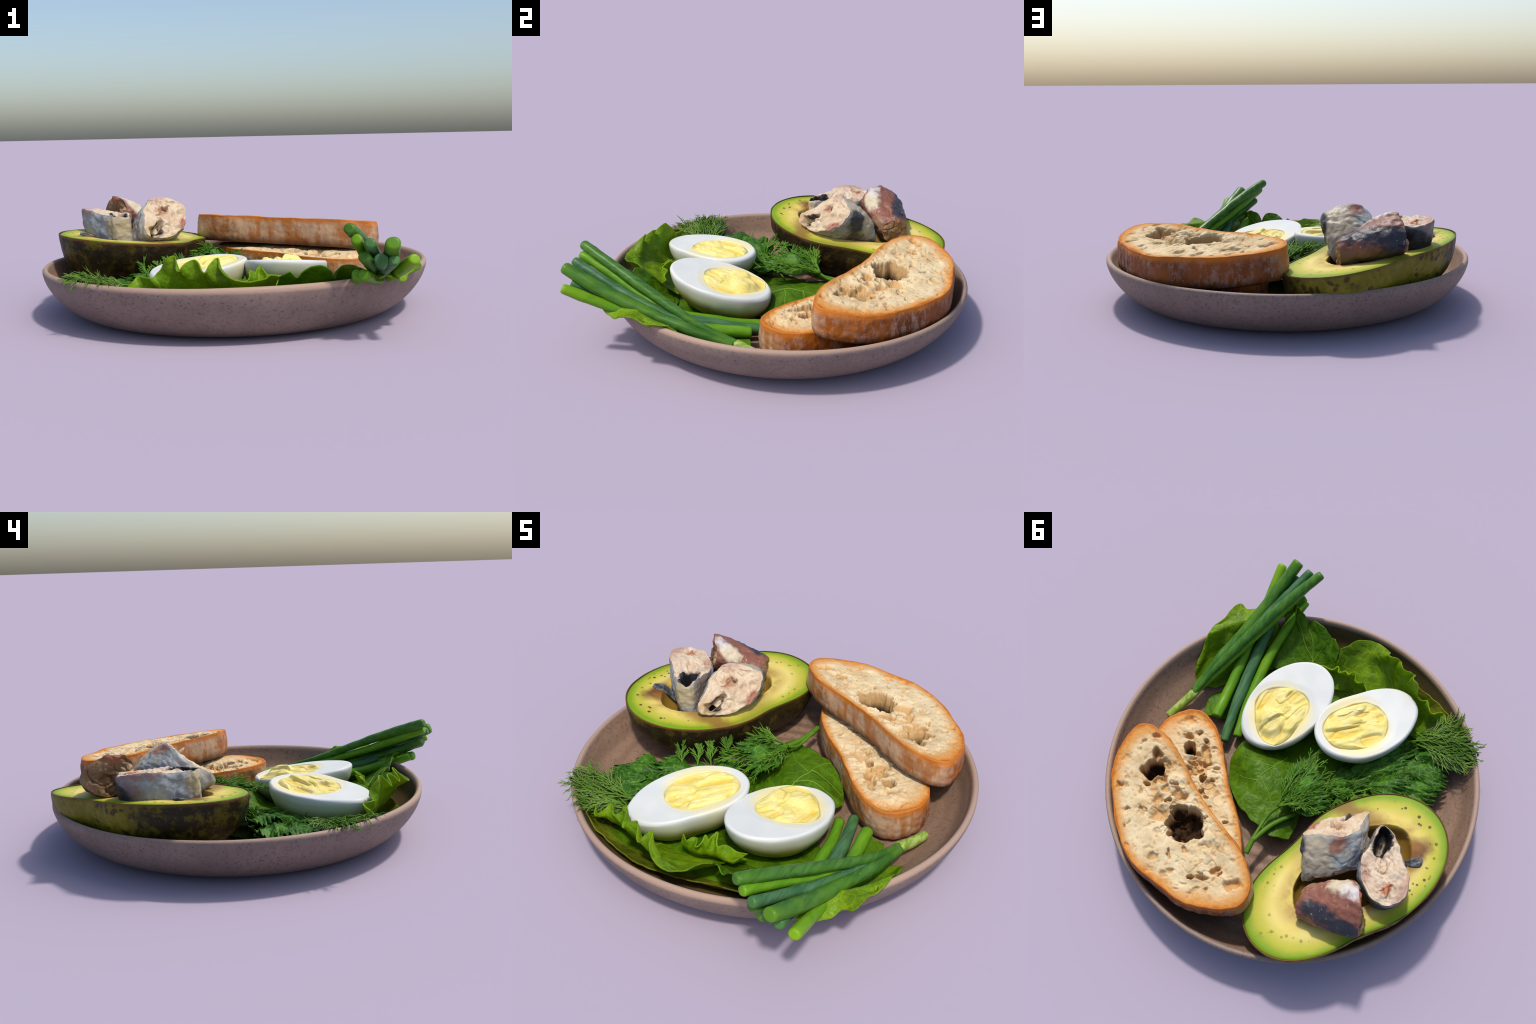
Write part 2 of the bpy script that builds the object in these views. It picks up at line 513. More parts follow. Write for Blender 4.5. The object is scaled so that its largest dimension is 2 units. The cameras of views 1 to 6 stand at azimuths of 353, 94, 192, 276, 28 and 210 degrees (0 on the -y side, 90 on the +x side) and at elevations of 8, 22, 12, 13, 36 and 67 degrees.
def crumb_material(B):
    m = Mat("bread_crumb", 0.85)
    rho, r = m.rho(B["f"], B["rot"], B["ax"])
    n = m.noise(9, 5, 0.6)
    f = m.noise(38, 4, 0.6)
    c = m.mix(m.ramp(n, 0.35, 0.68), (218, 198, 158), (200, 172, 128))
    c = m.mix(m.mul(m.ramp(f, 0.55, 0.72), 0.7), c, (190, 156, 110))
    d = m.voronoi(34, m.warp(30, 0.02))
    c = m.mix(m.mul(m.ramp(d, 0.18, 0.38, True, 0.6, 0.0), m.ramp(m.noise(13, 2, 0.5), 0.40, 0.56)), c, (184, 140, 84))
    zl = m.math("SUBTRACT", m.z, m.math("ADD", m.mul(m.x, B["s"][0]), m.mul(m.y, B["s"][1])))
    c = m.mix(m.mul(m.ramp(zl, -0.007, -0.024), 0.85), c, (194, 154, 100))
    c = m.mix(m.ramp(zl, -0.045, -0.105), c, (58, 38, 20))  # deep hole floors darkened by depth to paint in their shadow
    e = m.math("ADD", rho, m.mul(m.math("SUBTRACT", m.noise(14, 4, 0.6), 0.5), 0.16))
    c = m.mix(m.mul(m.ramp(e, 0.77, 0.97), 0.9), c, (200, 134, 54))
    c = m.mix(m.ramp(e, 0.94, 1.01), c, (178, 94, 18))
    m.color(c)
    m.bump(m.math("ADD", m.noise(60, 4, 0.65), m.mul(d, 0.7)), 0.5, 0.007)
    return m.mat

def crust_material(B):
    m = Mat("bread_crust", 0.6)
    n = m.noise(6, 5, 0.6)
    f = m.noise(30, 5, 0.7, m.scaled((1, 1, 0.55)))
    zl = m.math("SUBTRACT", m.z, m.math("ADD", m.mul(m.x, B["s"][0]), m.mul(m.y, B["s"][1])))
    c = m.mix(m.ramp(n, 0.32, 0.68), (176, 98, 26), (130, 68, 20))
    # far side is baked darker
    far = m.ramp(m.math("ADD", m.mul(m.y, 0.9), m.mul(m.x, 0.25)), -0.05, 0.12)
    c = m.mix(m.mul(far, 0.8), c, m.mix(m.ramp(n, 0.32, 0.68), (126, 68, 30), (92, 48, 24)))
    # side towards the eggs is floury and pale, the end and far side are baked darker
    side = m.ramp(m.math("SUBTRACT", m.mul(m.x, -0.56), m.mul(m.y, 0.82)), 0.03, 0.12)
    pale = m.mix(m.ramp(m.noise(8, 4, 0.6, m.scaled((1, 1, 0.4))), 0.42, 0.55), (170, 112, 64), (198, 164, 130))
    c = m.mix(m.mul(side, 0.9), c, pale)
    flour = m.ramp(f, 0.46, 0.58)
    patch = m.ramp(m.noise(4.5, 4, 0.6), 0.34, 0.56)
    c = m.mix(m.mul(m.mul(flour, patch), 0.62), c, (168, 142, 124))
    # flour speckles
    d = m.voronoi(75)
    c = m.mix(m.mul(m.ramp(d, 0.10, 0.2, True, 0.7, 0.0), m.ramp(m.noise(9, 2, 0.5), 0.45, 0.6)), c, (206, 178, 146))
    # orange top edge, dark bottom edge
    ee = m.math("ADD", zl, m.mul(m.math("SUBTRACT", m.noise(9, 3, 0.5), 0.5), 0.03))
    c = m.mix(m.mul(m.ramp(ee, -0.036, -0.006), 0.85), c, (192, 108, 22))
    c = m.mix(m.mul(m.ramp(ee, -B["h"] * 0.68, -B["h"] * 0.98), 0.8), c, (66, 34, 18))
    c = m.mix(m.mul(m.ramp(m.noise(5.5, 4, 0.6, m.scaled((1, 1, 0.3))), 0.48, 0.66), 0.45), c, (146, 88, 42))
    m.color(c)
    m.bump(m.math("ADD", f, m.mul(m.noise(80, 3, 0.6), 0.6)), 0.4, 0.006)
    return m.mat

def slice_outline(B, th):
    r = fourier(B["f"], th)
    u, v = B["ax"][0] * r * np.cos(th), B["ax"][1] * r * np.sin(th)
    ca, sa = math.cos(B["rot"]), math.sin(B["rot"])
    return np.stack([ca * u - sa * v, sa * u + ca * v, 0 * th], -1)

def build_bread(B, holes, shift, tear, seed, label):
    c, (sx, sy), h, fo = B["c"], B["s"], B["h"], B["f"]
    top = thing("bread_slice", label, "bread", (c[0], c[1], c[2] - h))
    M = 420
    th = np.linspace(0, TAU, M, endpoint=False)
    ring = slice_outline(B, th)
    k = 1 + 0.030 * fbm(ring, 7, 3, seed) + 0.010 * fbm(ring, 26, 2, seed + 3)
    ring = catmull(ring * k[:, None], M, True)
    nrm = np.stack([np.roll(ring[:, 1], -1) - np.roll(ring[:, 1], 1), np.roll(ring[:, 0], 1) - np.roll(ring[:, 0], -1), 0 * th], -1)
    nrm /= np.linalg.norm(nrm, axis=1)[:, None]
    ez = 0.004 * fbm(ring, 8, 2, seed + 5)
    # crumb
    n = 150
    rho = np.linspace(0.003, 0.985, n)
    X = rho[:, None] * ring[:, 0]
    Y = rho[:, None] * ring[:, 1]
    Q = np.stack([X, Y, 0 * X], -1)
    Z = ez[None, :] * sstep(0.7, 1.0, rho)[:, None] + (0.008 * fbm(Q, 9, 3, seed + 7) + 0.0015 * fbm(Q, 34, 2, seed + 8)) * sstep(0.985, 0.94, rho)[:, None]
    Z = Z - 0.004 * sstep(0.9, 0.99, rho)[:, None] * 0
    # torn, hollowed zone between the large holes
    p, q = np.array(tear[0]), np.array(tear[1])
    tt = np.clip(((X - p[0]) * (q - p)[0] + (Y - p[1]) * (q - p)[1]) / ((q - p) @ (q - p)), 0, 1)
    dist = np.hypot(X - p[0] - tt * (q - p)[0], Y - p[1] - tt * (q - p)[1])
    torn = sstep(0.17, 0.04, dist)
    cell = fbm(Q, 13, 2, seed + 33)
    Z = Z - torn * (0.022 * np.clip(cell, 0, 1) ** 0.8 + 0.008 * np.clip(1 - np.abs(fbm(Q, 20, 2, seed + 34)) / 0.12, 0, 1)) * sstep(0.985, 0.9, rho)[:, None]
    # irregular pores
    wx = X + 0.030 * fbm(Q, 14, 3, seed + 11) + 0.009 * fbm(Q, 50, 2, seed + 14)
    wy = Y + 0.030 * fbm(Q, 14, 3, seed + 12) + 0.009 * fbm(Q, 50, 2, seed + 15)
    ca, sa = math.cos(math.radians(27)), math.sin(math.radians(27))
    D = np.zeros_like(X)
    r2 = np.random.default_rng(seed)
    extra = []
    for _ in range(16):
        t = r2.uniform(0, 1)
        pt = np.array(tear[0]) * (1 - t) + np.array(tear[1]) * t + r2.normal(0, 0.055, 2)
        s = r2.uniform(0.010, 0.022)
        extra.append((pt[0], pt[1], s * r2.uniform(0.9, 2.0), s, r2.uniform(0.018, 0.05)))
    for _ in range(95):
        t, q = r2.uniform(0, TAU), math.sqrt(r2.uniform(0, 0.86))
        pt = q * slice_outline(B, np.array([t]))[0]
        s = r2.uniform(0.005, 0.019)
        extra.append((pt[0], pt[1], s * r2.uniform(0.9, 1.9), s, s * r2.uniform(0.35, 0.8)))
    for (hx, hy, a, b, dep) in [(q[0] + shift[0], q[1] + shift[1]) + tuple(q[2:]) for q in holes] + extra:
        u = ((wx - hx) * ca + (wy - hy) * sa) / (a * 1.05)
        v = (-(wx - hx) * sa + (wy - hy) * ca) / (b * 1.05)
        d = np.sqrt(u * u + v * v)
        D = np.maximum(D, min(dep, h - 0.02) * sstep(1.08, 0.35 if dep < 0.05 else 0.72, d))
    # torn lips round the pores, ragged pore floors
    lip = sstep(0.0, 0.012, D) * sstep(0.05, 0.012, D)
    tmp = Z
    Z = Z - D * (1 + 0.25 * fbm(Q, 30, 2, seed + 19)) * sstep(0.985, 0.95, rho)[:, None] + 0.004 * lip * fbm(Q, 45, 2, seed + 18)
    Z = Z + sx * X + sy * Y
    V = np.stack([X, Y, Z], -1).reshape(-1, 3)
    F = grid_faces(n, M, True)
    F.append(tuple(reversed(range(M))))
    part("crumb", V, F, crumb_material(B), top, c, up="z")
    # crust
    pr = [(0.985, 0.0), (0.994, 0.001), (0.9985, -0.001), (1.001, -0.005), (1.003, -0.011)]
    for t in np.linspace(0.12, 0.92, 22):
        pr.append((1.004 + 0.014 * math.sin(t * math.pi) - 0.035 * max(0, t - 0.7) ** 1.2, -h * t))
    pr += [(0.985, -h * 0.965), (0.965, -h * 0.992), (0.94, -h), (0.5, -h), (0.01, -h)]
    rr = np.array([p[0] for p in pr])
    zz = np.array([p[1] for p in pr])
    X = np.minimum(rr, 1)[:, None] * ring[:, 0] + np.maximum(rr - 1, 0)[:, None] * 0.4 * nrm[:, 0]
    Y = np.minimum(rr, 1)[:, None] * ring[:, 1] + np.maximum(rr - 1, 0)[:, None] * 0.4 * nrm[:, 1]
    Z = zz[:, None] + sx * X + sy * Y + ez[None, :] * sstep(-0.02, 0.0, zz)[:, None]
    P = np.stack([X, Y, Z], -1)
    dirs = nrm[None]
    wrk = 0.005 * fbm(P, 12, 3, seed + 21) + 0.0025 * fbm(P, 45, 2, seed + 22)
    P = P + dirs * (wrk * sstep(-0.002, -0.02, zz)[:, None] * sstep(0.4, 0.9, rr)[:, None])[..., None]
    F = grid_faces(len(rr), M, True, flip=True)
    F.append(tuple(range((len(rr) - 1) * M, len(rr) * M)))
    part("crust", P.reshape(-1, 3), F, crust_material(B), top, c, up="v")

# ================================================================== EGGS
EGGS = [dict(c=np.array([0.2071, -0.2773, 0.2659]), s=(-0.0402, -0.1601), rot=math.radians(60), ax=(0.25, 0.20), f=[1.0302, 0, 0, 0.0601, 0.0598, -0.0012, 0.0063], d=0.195,
             yc=(0.010, 0.068), yf=[0.150, 0, 0, -0.014, 0.0, 0.009, -0.011], dirn=math.radians(70), lift=((0.03, 0.125, 0.085, 0.024), (-0.06, 0.10, 0.06, 0.012))),
        dict(c=np.array([-0.2082, -0.3660, 0.2791]), s=(0.0497, 0.0193), rot=math.radians(60), ax=(0.25, 0.20), f=[1.0217, 0, 0, 0.1001, -0.0601, -0.0343, -0.0201], d=0.195,
             yc=(0.037, 0.044), yf=[0.152, 0, 0, -0.001, 0.025, -0.001, 0.003], dirn=math.radians(40))]

def white_material(E):
    m = Mat("egg_white", 0.42, Subsurface_Weight=0.12, Subsurface_Scale=0.02)
    m.b.inputs["Subsurface Radius"].default_value = (1.0, 0.8, 0.6)
    n = m.noise(6, 3, 0.5)
    c = m.mix(m.ramp(n, 0.3, 0.7), (206, 208, 203), (214, 214, 207))
    # lettuce-green bounce light tinted into the white low on the flanks
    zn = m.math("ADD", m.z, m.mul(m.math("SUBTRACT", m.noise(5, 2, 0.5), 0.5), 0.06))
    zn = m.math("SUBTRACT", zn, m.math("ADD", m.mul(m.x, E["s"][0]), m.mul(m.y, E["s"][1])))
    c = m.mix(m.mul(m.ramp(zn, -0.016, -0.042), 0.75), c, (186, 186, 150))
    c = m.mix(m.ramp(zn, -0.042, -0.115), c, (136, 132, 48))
    w = m.warp(18, 0.03)
    c = m.mix(m.mul(m.blob(w, (E["yc"][0], E["yc"][1], 0.0), E["yf"][0] * 1.10, 0.22), 0.85), c, (226, 212, 146))
    m.color(c)
    m.bump(m.noise(14, 3, 0.5), 0.08, 0.006)
    return m.mat

def yolk_material(E):
    m = Mat("egg_yolk", 0.55)
    n = m.noise(11, 4, 0.6)
    c = m.mix(m.ramp(n, 0.35, 0.65), (222, 204, 112), (228, 212, 140))
    c = m.mix(m.ramp(m.noise(7, 3, 0.6), 0.58, 0.72), c, (226, 200, 74))
    zp = m.math("SUBTRACT", m.z, m.math("ADD", m.mul(m.x, E["s"][0]), m.mul(m.y, E["s"][1])))
    c = m.mix(m.mul(m.ramp(zp, -0.006, -0.018), 0.85), c, (226, 182, 38))
    c = m.mix(m.mul(m.ramp(m.noise(19, 3, 0.5), 0.62, 0.72), 0.6), c, (224, 212, 172))
    m.color(c)
    m.bump(m.noise(34, 4, 0.6), 0.25, 0.006)
    return m.mat

def build_egg(E, seed):
    c, (sx, sy), fo, dep = E["c"], E["s"], E["f"], E["d"]
    top = thing("egg_half", "boiled egg half with crumbly torn yellow yolk", "boiled egg", (c[0], c[1], c[2] - dep))
    M = 200
    th = np.linspace(0, TAU, M, endpoint=False)
    ring = slice_outline(E, th)
    ring = catmull(ring * (1 + 0.016 * fbm(ring, 9, 2, seed))[:, None], M, True)
    yx, yy = E["yc"]

    def yd(X, Y):
        t = np.arctan2(Y - yy, X - yx)
        return np.hypot(X - yx, Y - yy) / fourier(E["yf"], t)
    # face
    rho = np.concatenate([np.linspace(0.005, 0.94, 90), np.linspace(0.945, 0.985, 8)])
    X = rho[:, None] * ring[:, 0]
    Y = rho[:, None] * ring[:, 1]
    Q = np.stack([X, Y, 0 * X], -1)
    d = yd(X, Y) * (1 + 0.05 * fbm(Q, 14, 2, seed + 2))
    Z = 0.003 * fbm(Q, 7, 2, seed + 1) - 0.040 * sstep(1.0, 0.88, d) - 0.003 * sstep(1.25, 1.0, d)
    Z = Z - (0.006 * np.clip((rho - 0.94) / 0.045, 0, 1) ** 2)[:, None]
    # body
    k = 48
    ph = np.linspace(0.02, 1, k)
    t = np.sin(ph * math.pi / 2)
    rr = np.clip(1 - t ** 2.15, 0, 1) ** (1 / 2.15)
    rr[-1] = 0.012
    X2 = rr[:, None] * ring[:, 0]
    Y2 = rr[:, None] * ring[:, 1]
    Z2 = (-dep * t - 0.008)[:, None] + 0 * X2
    P2 = np.stack([X2, Y2, Z2], -1)
    P2 = P2 * (1 + 0.018 * fbm(P2, 7, 2, seed + 4))[..., None]
    P = np.concatenate([np.stack([X, Y, Z], -1), P2])
    P[..., 2] += (sx * P[..., 0] + sy * P[..., 1])
    # flattened where it rests
    V = P.reshape(-1, 3)
    F = grid_faces(P.shape[0], M, True)
    F.append(tuple(reversed(range(M))))
    F.append(tuple(range((P.shape[0] - 1) * M, P.shape[0] * M)))
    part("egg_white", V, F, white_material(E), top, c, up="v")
    # yolk: torn folds
    n = 110
    rho = np.linspace(0.005, 1.0, n)
    Ry = fourier(E["yf"], th) * (1 + 0.05 * fbm(np.stack([np.cos(th), np.sin(th), 0 * th + seed], -1), 2.2, 3, seed))
    X = yx + rho[:, None] * (Ry * np.cos(th))
    Y = yy + rho[:, None] * (Ry * np.sin(th))
    ca, sa = math.cos(E["dirn"]), math.sin(E["dirn"])
    u, v = X * ca + Y * sa, -X * sa + Y * ca
    Qs = np.stack([u * 5.5, v * 15, 0 * u + seed], -1)
    wq = Qs + 0.8 * np.stack([fbm(Qs, 0.8, 2, seed + 5), fbm(Qs, 0.8, 2, seed + 6), 0 * u], -1)
    a1 = vnoise(wq, seed + 7)
    a2 = vnoise(wq * 2.1 + 9, seed + 8)
    shelf = np.tanh(5 * a1) * 0.008 + 0.003 * np.tanh(4 * a2)
    crease = -0.009 * np.exp(-(a1 / 0.12) ** 2) - 0.005 * np.exp(-(a2 / 0.10) ** 2)
    edge = sstep(1.0, 0.82, rho)[:, None]
    Z = -0.006 + edge * (0.004 + shelf + crease * 0.8 + 0.003 * fbm(Qs, 3, 2, seed + 9)) - 0.014 * sstep(0.94, 1.0, rho)[:, None]
    for bx, by, br, bh in E.get("lift", ()):
        Z = Z + bh * sstep(1.0, 0.55, np.hypot(X - bx, Y - by) / br * (1 + 0.2 * a1)) * sstep(1.0, 0.9, rho)[:, None]
    Zp = Z + 0 * X
    V = np.stack([X, Y, Zp + sx * X + sy * Y], -1).reshape(-1, 3)
    F = grid_faces(n, M, True)
    F.append(tuple(reversed(range(M))))
    part("yolk", V, F, yolk_material(E), top, c, up="z")

# ================================================================== FISH
def skin_face_mats(deep, blobs_skin, base_skin, blobs_face, base_face):
    def mk(name, base, blobs, wet, deep=None):
        m = Mat(name, wet)
        m.b.inputs["Specular IOR Level"].default_value = 0.32
        n = m.noise(14, 5, 0.65)
        f = m.noise(50, 3, 0.6)
        c = m.mix(m.ramp(n, 0.36, 0.64), base[0], base[1])
        c = m.mix(m.mul(m.ramp(f, 0.56, 0.70), 0.5), c, base[2])
        w = m.warp(16, 0.09, 5.0)
        for ctr, rad, col, amt, soft in blobs:
            k = m.blob(w, ctr, rad, soft)
            c = m.mix(m.mul(k, amt), c, col)
        d = m.voronoi(48, m.warp(20, 0.03))
        c = m.mix(m.mul(m.ramp(d, 0.10, 0.22, True, 0.5, 0.0), m.ramp(m.noise(11, 2, 0.5), 0.5, 0.62)), c, (206, 192, 174))
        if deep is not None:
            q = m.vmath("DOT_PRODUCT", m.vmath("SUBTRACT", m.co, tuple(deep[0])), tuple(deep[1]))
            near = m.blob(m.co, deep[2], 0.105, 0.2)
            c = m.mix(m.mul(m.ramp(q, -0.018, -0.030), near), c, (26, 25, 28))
        m.color(c)
        m.bump(m.math("ADD", n, m.mul(f, 0.5)), 0.45, 0.010)
        return m.mat
    return mk("fish_skin", base_skin, blobs_skin, 0.46), mk("fish_flesh", base_face, blobs_face, 0.6, deep)

def build_fish(front, back, pits, seed, label, mats, bulge=0.015, domed=0.0, bits=(), back_face=True):
    front, back = np.asarray(front, float), np.asarray(back, float)
    O = (front.mean(0) + back.mean(0)) / 2
    fc, bc = front.mean(0), back.mean(0)
    mats = mats(O, (fc - O, (fc - bc) / np.linalg.norm(fc - bc)))
    zmin = min(front[:, 2].min(), back[:, 2].min())
    top = thing("fish_chunk", label, "canned fish", (O[0], O[1], zmin))
    M = 130

    def even(A):
        m = len(A)
        idx = np.linspace(0, m, M, endpoint=False)
        k = idx.astype(int)
        u = (idx - k)[:, None]
        a, b, c, d = A[(k - 1) % m], A[k % m], A[(k + 1) % m], A[(k + 2) % m]
        return 0.5 * (2 * b + (c - a) * u + (2 * a - 5 * b + 4 * c - d) * u ** 2 + (3 * b - a - 3 * c + d) * u ** 3)
    A, B = even(front) - O, even(back) - O
    ca, cb = A.mean(0), B.mean(0)
    ax = (ca - cb) / np.linalg.norm(ca - cb)

    def lump(P, amt=1.0):
        s = np.stack([fbm(P, 11, 3, seed), fbm(P, 11, 3, seed + 40), fbm(P, 11, 3, seed + 80)], -1)
        t = np.stack([fbm(P, 38, 2, seed + 5), fbm(P, 38, 2, seed + 45), fbm(P, 38, 2, seed + 85)], -1)
        return P + amt * (0.014 * s + 0.006 * t)
    # skin wall
    k = 46
    t = np.linspace(0, 1, k)
    W = []
    mid = (ca + cb) / 2
    for q in t:
        P = A * (1 - q) + B * q
        ctr = ca * (1 - q) + cb * q
        g = 1 + bulge * 4 * math.sin(q * math.pi) - 0.035 * (sstep(0.06, 0, q) + sstep(0.94, 1, q))
        W.append(ctr + (P - ctr) * g)
    W = np.array(W)
    Wl = lump(W)
    groove = np.clip(1 - np.abs(fbm(W, 9, 2, seed + 60)) / 0.07, 0, 1)
    cm = (ca + cb) / 2
    Wl = Wl - (Wl - cm) / (np.linalg.norm(Wl - cm, axis=-1)[..., None] + 1e-9) * (0.006 * groove * np.sin(np.linspace(0, math.pi, k))[:, None])[..., None]
    F = grid_faces(k, M, True, flip=False)
    part("skin", Wl.reshape(-1, 3), F, mats[0], top, O, up="v")
    # cut faces
    FV = []
    n = 60
    for which, edge, ctr, sgn in ((0, W[0], ca, 1), (1, W[-1], cb, -1)):
        if which == 1 and not back_face:
            pass
        r = np.concatenate([np.linspace(0.01, 0.9, n - 10), np.linspace(0.915, 1.0, 10)])
        P = ctr + (edge - ctr)[None] * r[:, None, None]
        dz = np.zeros(P.shape[:2])
        if which == 0:
            for pc, pa, pb, rad1, rad2, dep in pits:
                pc = np.asarray(pc) - O
                e1 = np.asarray(pa, float)
                e1 = e1 - ax * (e1 @ ax)
                e1 /= np.linalg.norm(e1)
                e2 = np.cross(ax, e1)
                q = P - pc
                d = np.sqrt(((q @ e1) / rad1) ** 2 + ((q @ e2) / rad2) ** 2) * (1 + 0.15 * fbm(P, 22, 3, seed + 9))
                dz -= dep * sstep(1.05, 0.55, d)
        dz += (domed if which == 0 else 0.004) * (1 - r[:, None] ** 2)
        dz += (0.012 * fbm(P, 17, 3, seed + 12) - 0.011 * np.clip(1 - np.abs(fbm(P, 13, 2, seed + 14)) / 0.12, 0, 1) + 0.009 * np.abs(fbm(P, 42, 2, seed + 13))) * sstep(1.0, 0.9, r)[:, None]
        P = lump(P) + ax * sgn * dz[..., None]
        nn = np.cross(P[30, M // 4] - P[30, 0], P[50, 0] - P[30, 0])
        fl = bool(nn @ ax * sgn < 0)
        f = grid_faces(n, M, True, flip=fl)
        f.append(tuple(range(M)) if fl else tuple(reversed(range(M))))
        FV.append((P.reshape(-1, 3), f))
    # bits of bone and flesh sticking out of the cut
    for p, dirn, ln, rad in bits:
        p = np.asarray(p, float) - O
        dirn = np.asarray(dirn, float) / np.linalg.norm(dirn)
        pts = p + dirn * np.linspace(-0.3, 1, 7)[:, None] * ln
        FV.append(tube(pts, rad * np.array([1.0, 1.05, 1.0, 0.9, 0.75, 0.5, 0.15]), 9))
    V, F = merge(FV)
    part("flesh", V, F, mats[1], top, O)

# outlines of the cut ends, walked in the same order for both ends of a chunk
FISH_A_FRONT = [(-0.405, 0.325, 0.538), (-0.365, 0.340, 0.545), (-0.290, 0.372, 0.525), (-0.238, 0.392, 0.482), (-0.228, 0.335, 0.415), (-0.258, 0.250, 0.362),
                (-0.330, 0.170, 0.338), (-0.412, 0.098, 0.350), (-0.444, 0.100, 0.392), (-0.446, 0.160, 0.425), (-0.448, 0.235, 0.475), (-0.432, 0.290, 0.515)]
FISH_A_BACK = [(-0.470, 0.440, 0.430), (-0.420, 0.480, 0.425), (-0.360, 0.520, 0.405), (-0.322, 0.540, 0.370), (-0.318, 0.540, 0.310), (-0.345, 0.500, 0.260),
               (-0.410, 0.440, 0.235), (-0.480, 0.350, 0.235), (-0.530, 0.310, 0.270), (-0.545, 0.330, 0.320), (-0.535, 0.370, 0.370), (-0.510, 0.405, 0.405)]
FISH_B_FRONT = [(-0.525, 0.172, 0.452), (-0.592, 0.166, 0.456), (-0.648, 0.222, 0.466), (-0.710, 0.285, 0.476), (-0.757, 0.345, 0.482), (-0.772, 0.435, 0.478),
                (-0.727, 0.508, 0.470), (-0.652, 0.508, 0.462), (-0.560, 0.440, 0.452), (-0.530, 0.390, 0.448), (-0.522, 0.330, 0.448), (-0.520, 0.240, 0.448)]
FISH_B_BACK = [(-0.508, 0.165, 0.285), (-0.585, 0.165, 0.270), (-0.645, 0.210, 0.278), (-0.705, 0.275, 0.283), (-0.742, 0.345, 0.290), (-0.742, 0.430, 0.300),
               (-0.700, 0.488, 0.310), (-0.630, 0.485, 0.300), (-0.560, 0.410, 0.290), (-0.535, 0.370, 0.285), (-0.520, 0.320, 0.280), (-0.505, 0.240, 0.280)]
FISH_C_FRONT = [(-0.575, 0.508, 0.532), (-0.628, 0.578, 0.530), (-0.658, 0.640, 0.492), (-0.667, 0.682, 0.440), (-0.672, 0.645, 0.385), (-0.660, 0.585, 0.350),
                (-0.610, 0.525, 0.345), (-0.565, 0.475, 0.390), (-0.545, 0.455, 0.455), (-0.552, 0.475, 0.505)]
FISH_C_BACK = [(-0.350, 0.605, 0.405), (-0.350, 0.655, 0.412), (-0.362, 0.705, 0.395), (-0.372, 0.718, 0.350), (-0.370, 0.695, 0.305), (-0.360, 0.650, 0.285),
               (-0.345, 0.600, 0.290), (-0.338, 0.575, 0.320), (-0.338, 0.570, 0.360), (-0.343, 0.580, 0.390)]

SILVER, SILVER2 = (150, 150, 142), (122, 130, 132)
CREAM, CREAM2 = (186, 160, 130), (174, 142, 112)
RED, NAVY, DARK = (124, 78, 62), (44, 48, 58), (24, 26, 30)

def mats_a(O, deep):
    L = lambda p: tuple(np.asarray(p) - O)
    return skin_face_mats(deep + (L((-0.385, 0.17, 0.38)),), [
        (L((-0.33, 0.43, 0.44)), (0.085, 0.10, 0.11), (182, 166, 138), 0.85, 0.4),
        (L((-0.400, 0.370, 0.515)), (0.032, 0.05, 0.05), (140, 92, 72), 0.9, 0.35),
        (L((-0.435, 0.40, 0.44)), (0.045, 0.05, 0.05), (150, 158, 156), 0.85, 0.35),
        (L((-0.450, 0.29, 0.46)), (0.045, 0.06, 0.05), (160, 164, 162), 0.85, 0.4),
        (L((-0.490, 0.345, 0.41)), (0.05, 0.05, 0.06), (84, 92, 112), 0.85, 0.4),
        (L((-0.455, 0.43, 0.375)), (0.04, 0.04, 0.03), (108, 74, 60), 0.85, 0.4),
        (L((-0.390, 0.42, 0.43)), (0.030, 0.030, 0.026), NAVY, 0.95, 0.3),
        (L((-0.385, 0.475, 0.385)), (0.035, 0.035, 0.026), NAVY, 0.9, 0.3),
        (L((-0.250, 0.43, 0.43)), (0.035, 0.05, 0.08), NAVY, 0.95, 0.35),
        (L((-0.28, 0.42, 0.34)), (0.03, 0.05, 0.06), (60, 56, 50), 0.9, 0.4),
        (L((-0.46, 0.20, 0.40)), (0.05, 0.12, 0.10), (184, 178, 168), 0.85, 0.4),
        (L((-0.32, 0.38, 0.24)), (0.12, 0.2, 0.06), (40, 36, 28), 0.9, 0.5),
    ], ((158, 152, 140), (128, 130, 128), (96, 88, 84)), [
        (L((-0.39, 0.33, 0.53)), (0.06, 0.05, 0.03), (168, 132, 120), 0.5, 0.5),
        (L((-0.235, 0.28, 0.385)), (0.030, 0.07, 0.05), (150, 88, 70), 0.9, 0.35),
        (L((-0.36, 0.27, 0.46)), (0.035, 0.035, 0.035), (158, 112, 80), 0.8, 0.5),
        (L((-0.42, 0.13, 0.385)), (0.06, 0.06, 0.05), (184, 156, 112), 0.7, 0.5),
        (L((-0.384, 0.178, 0.384)), (0.030, 0.045, 0.030), DARK, 0.9, 0.3),
    ], ((206, 186, 158), (190, 164, 134), (214, 202, 184)))

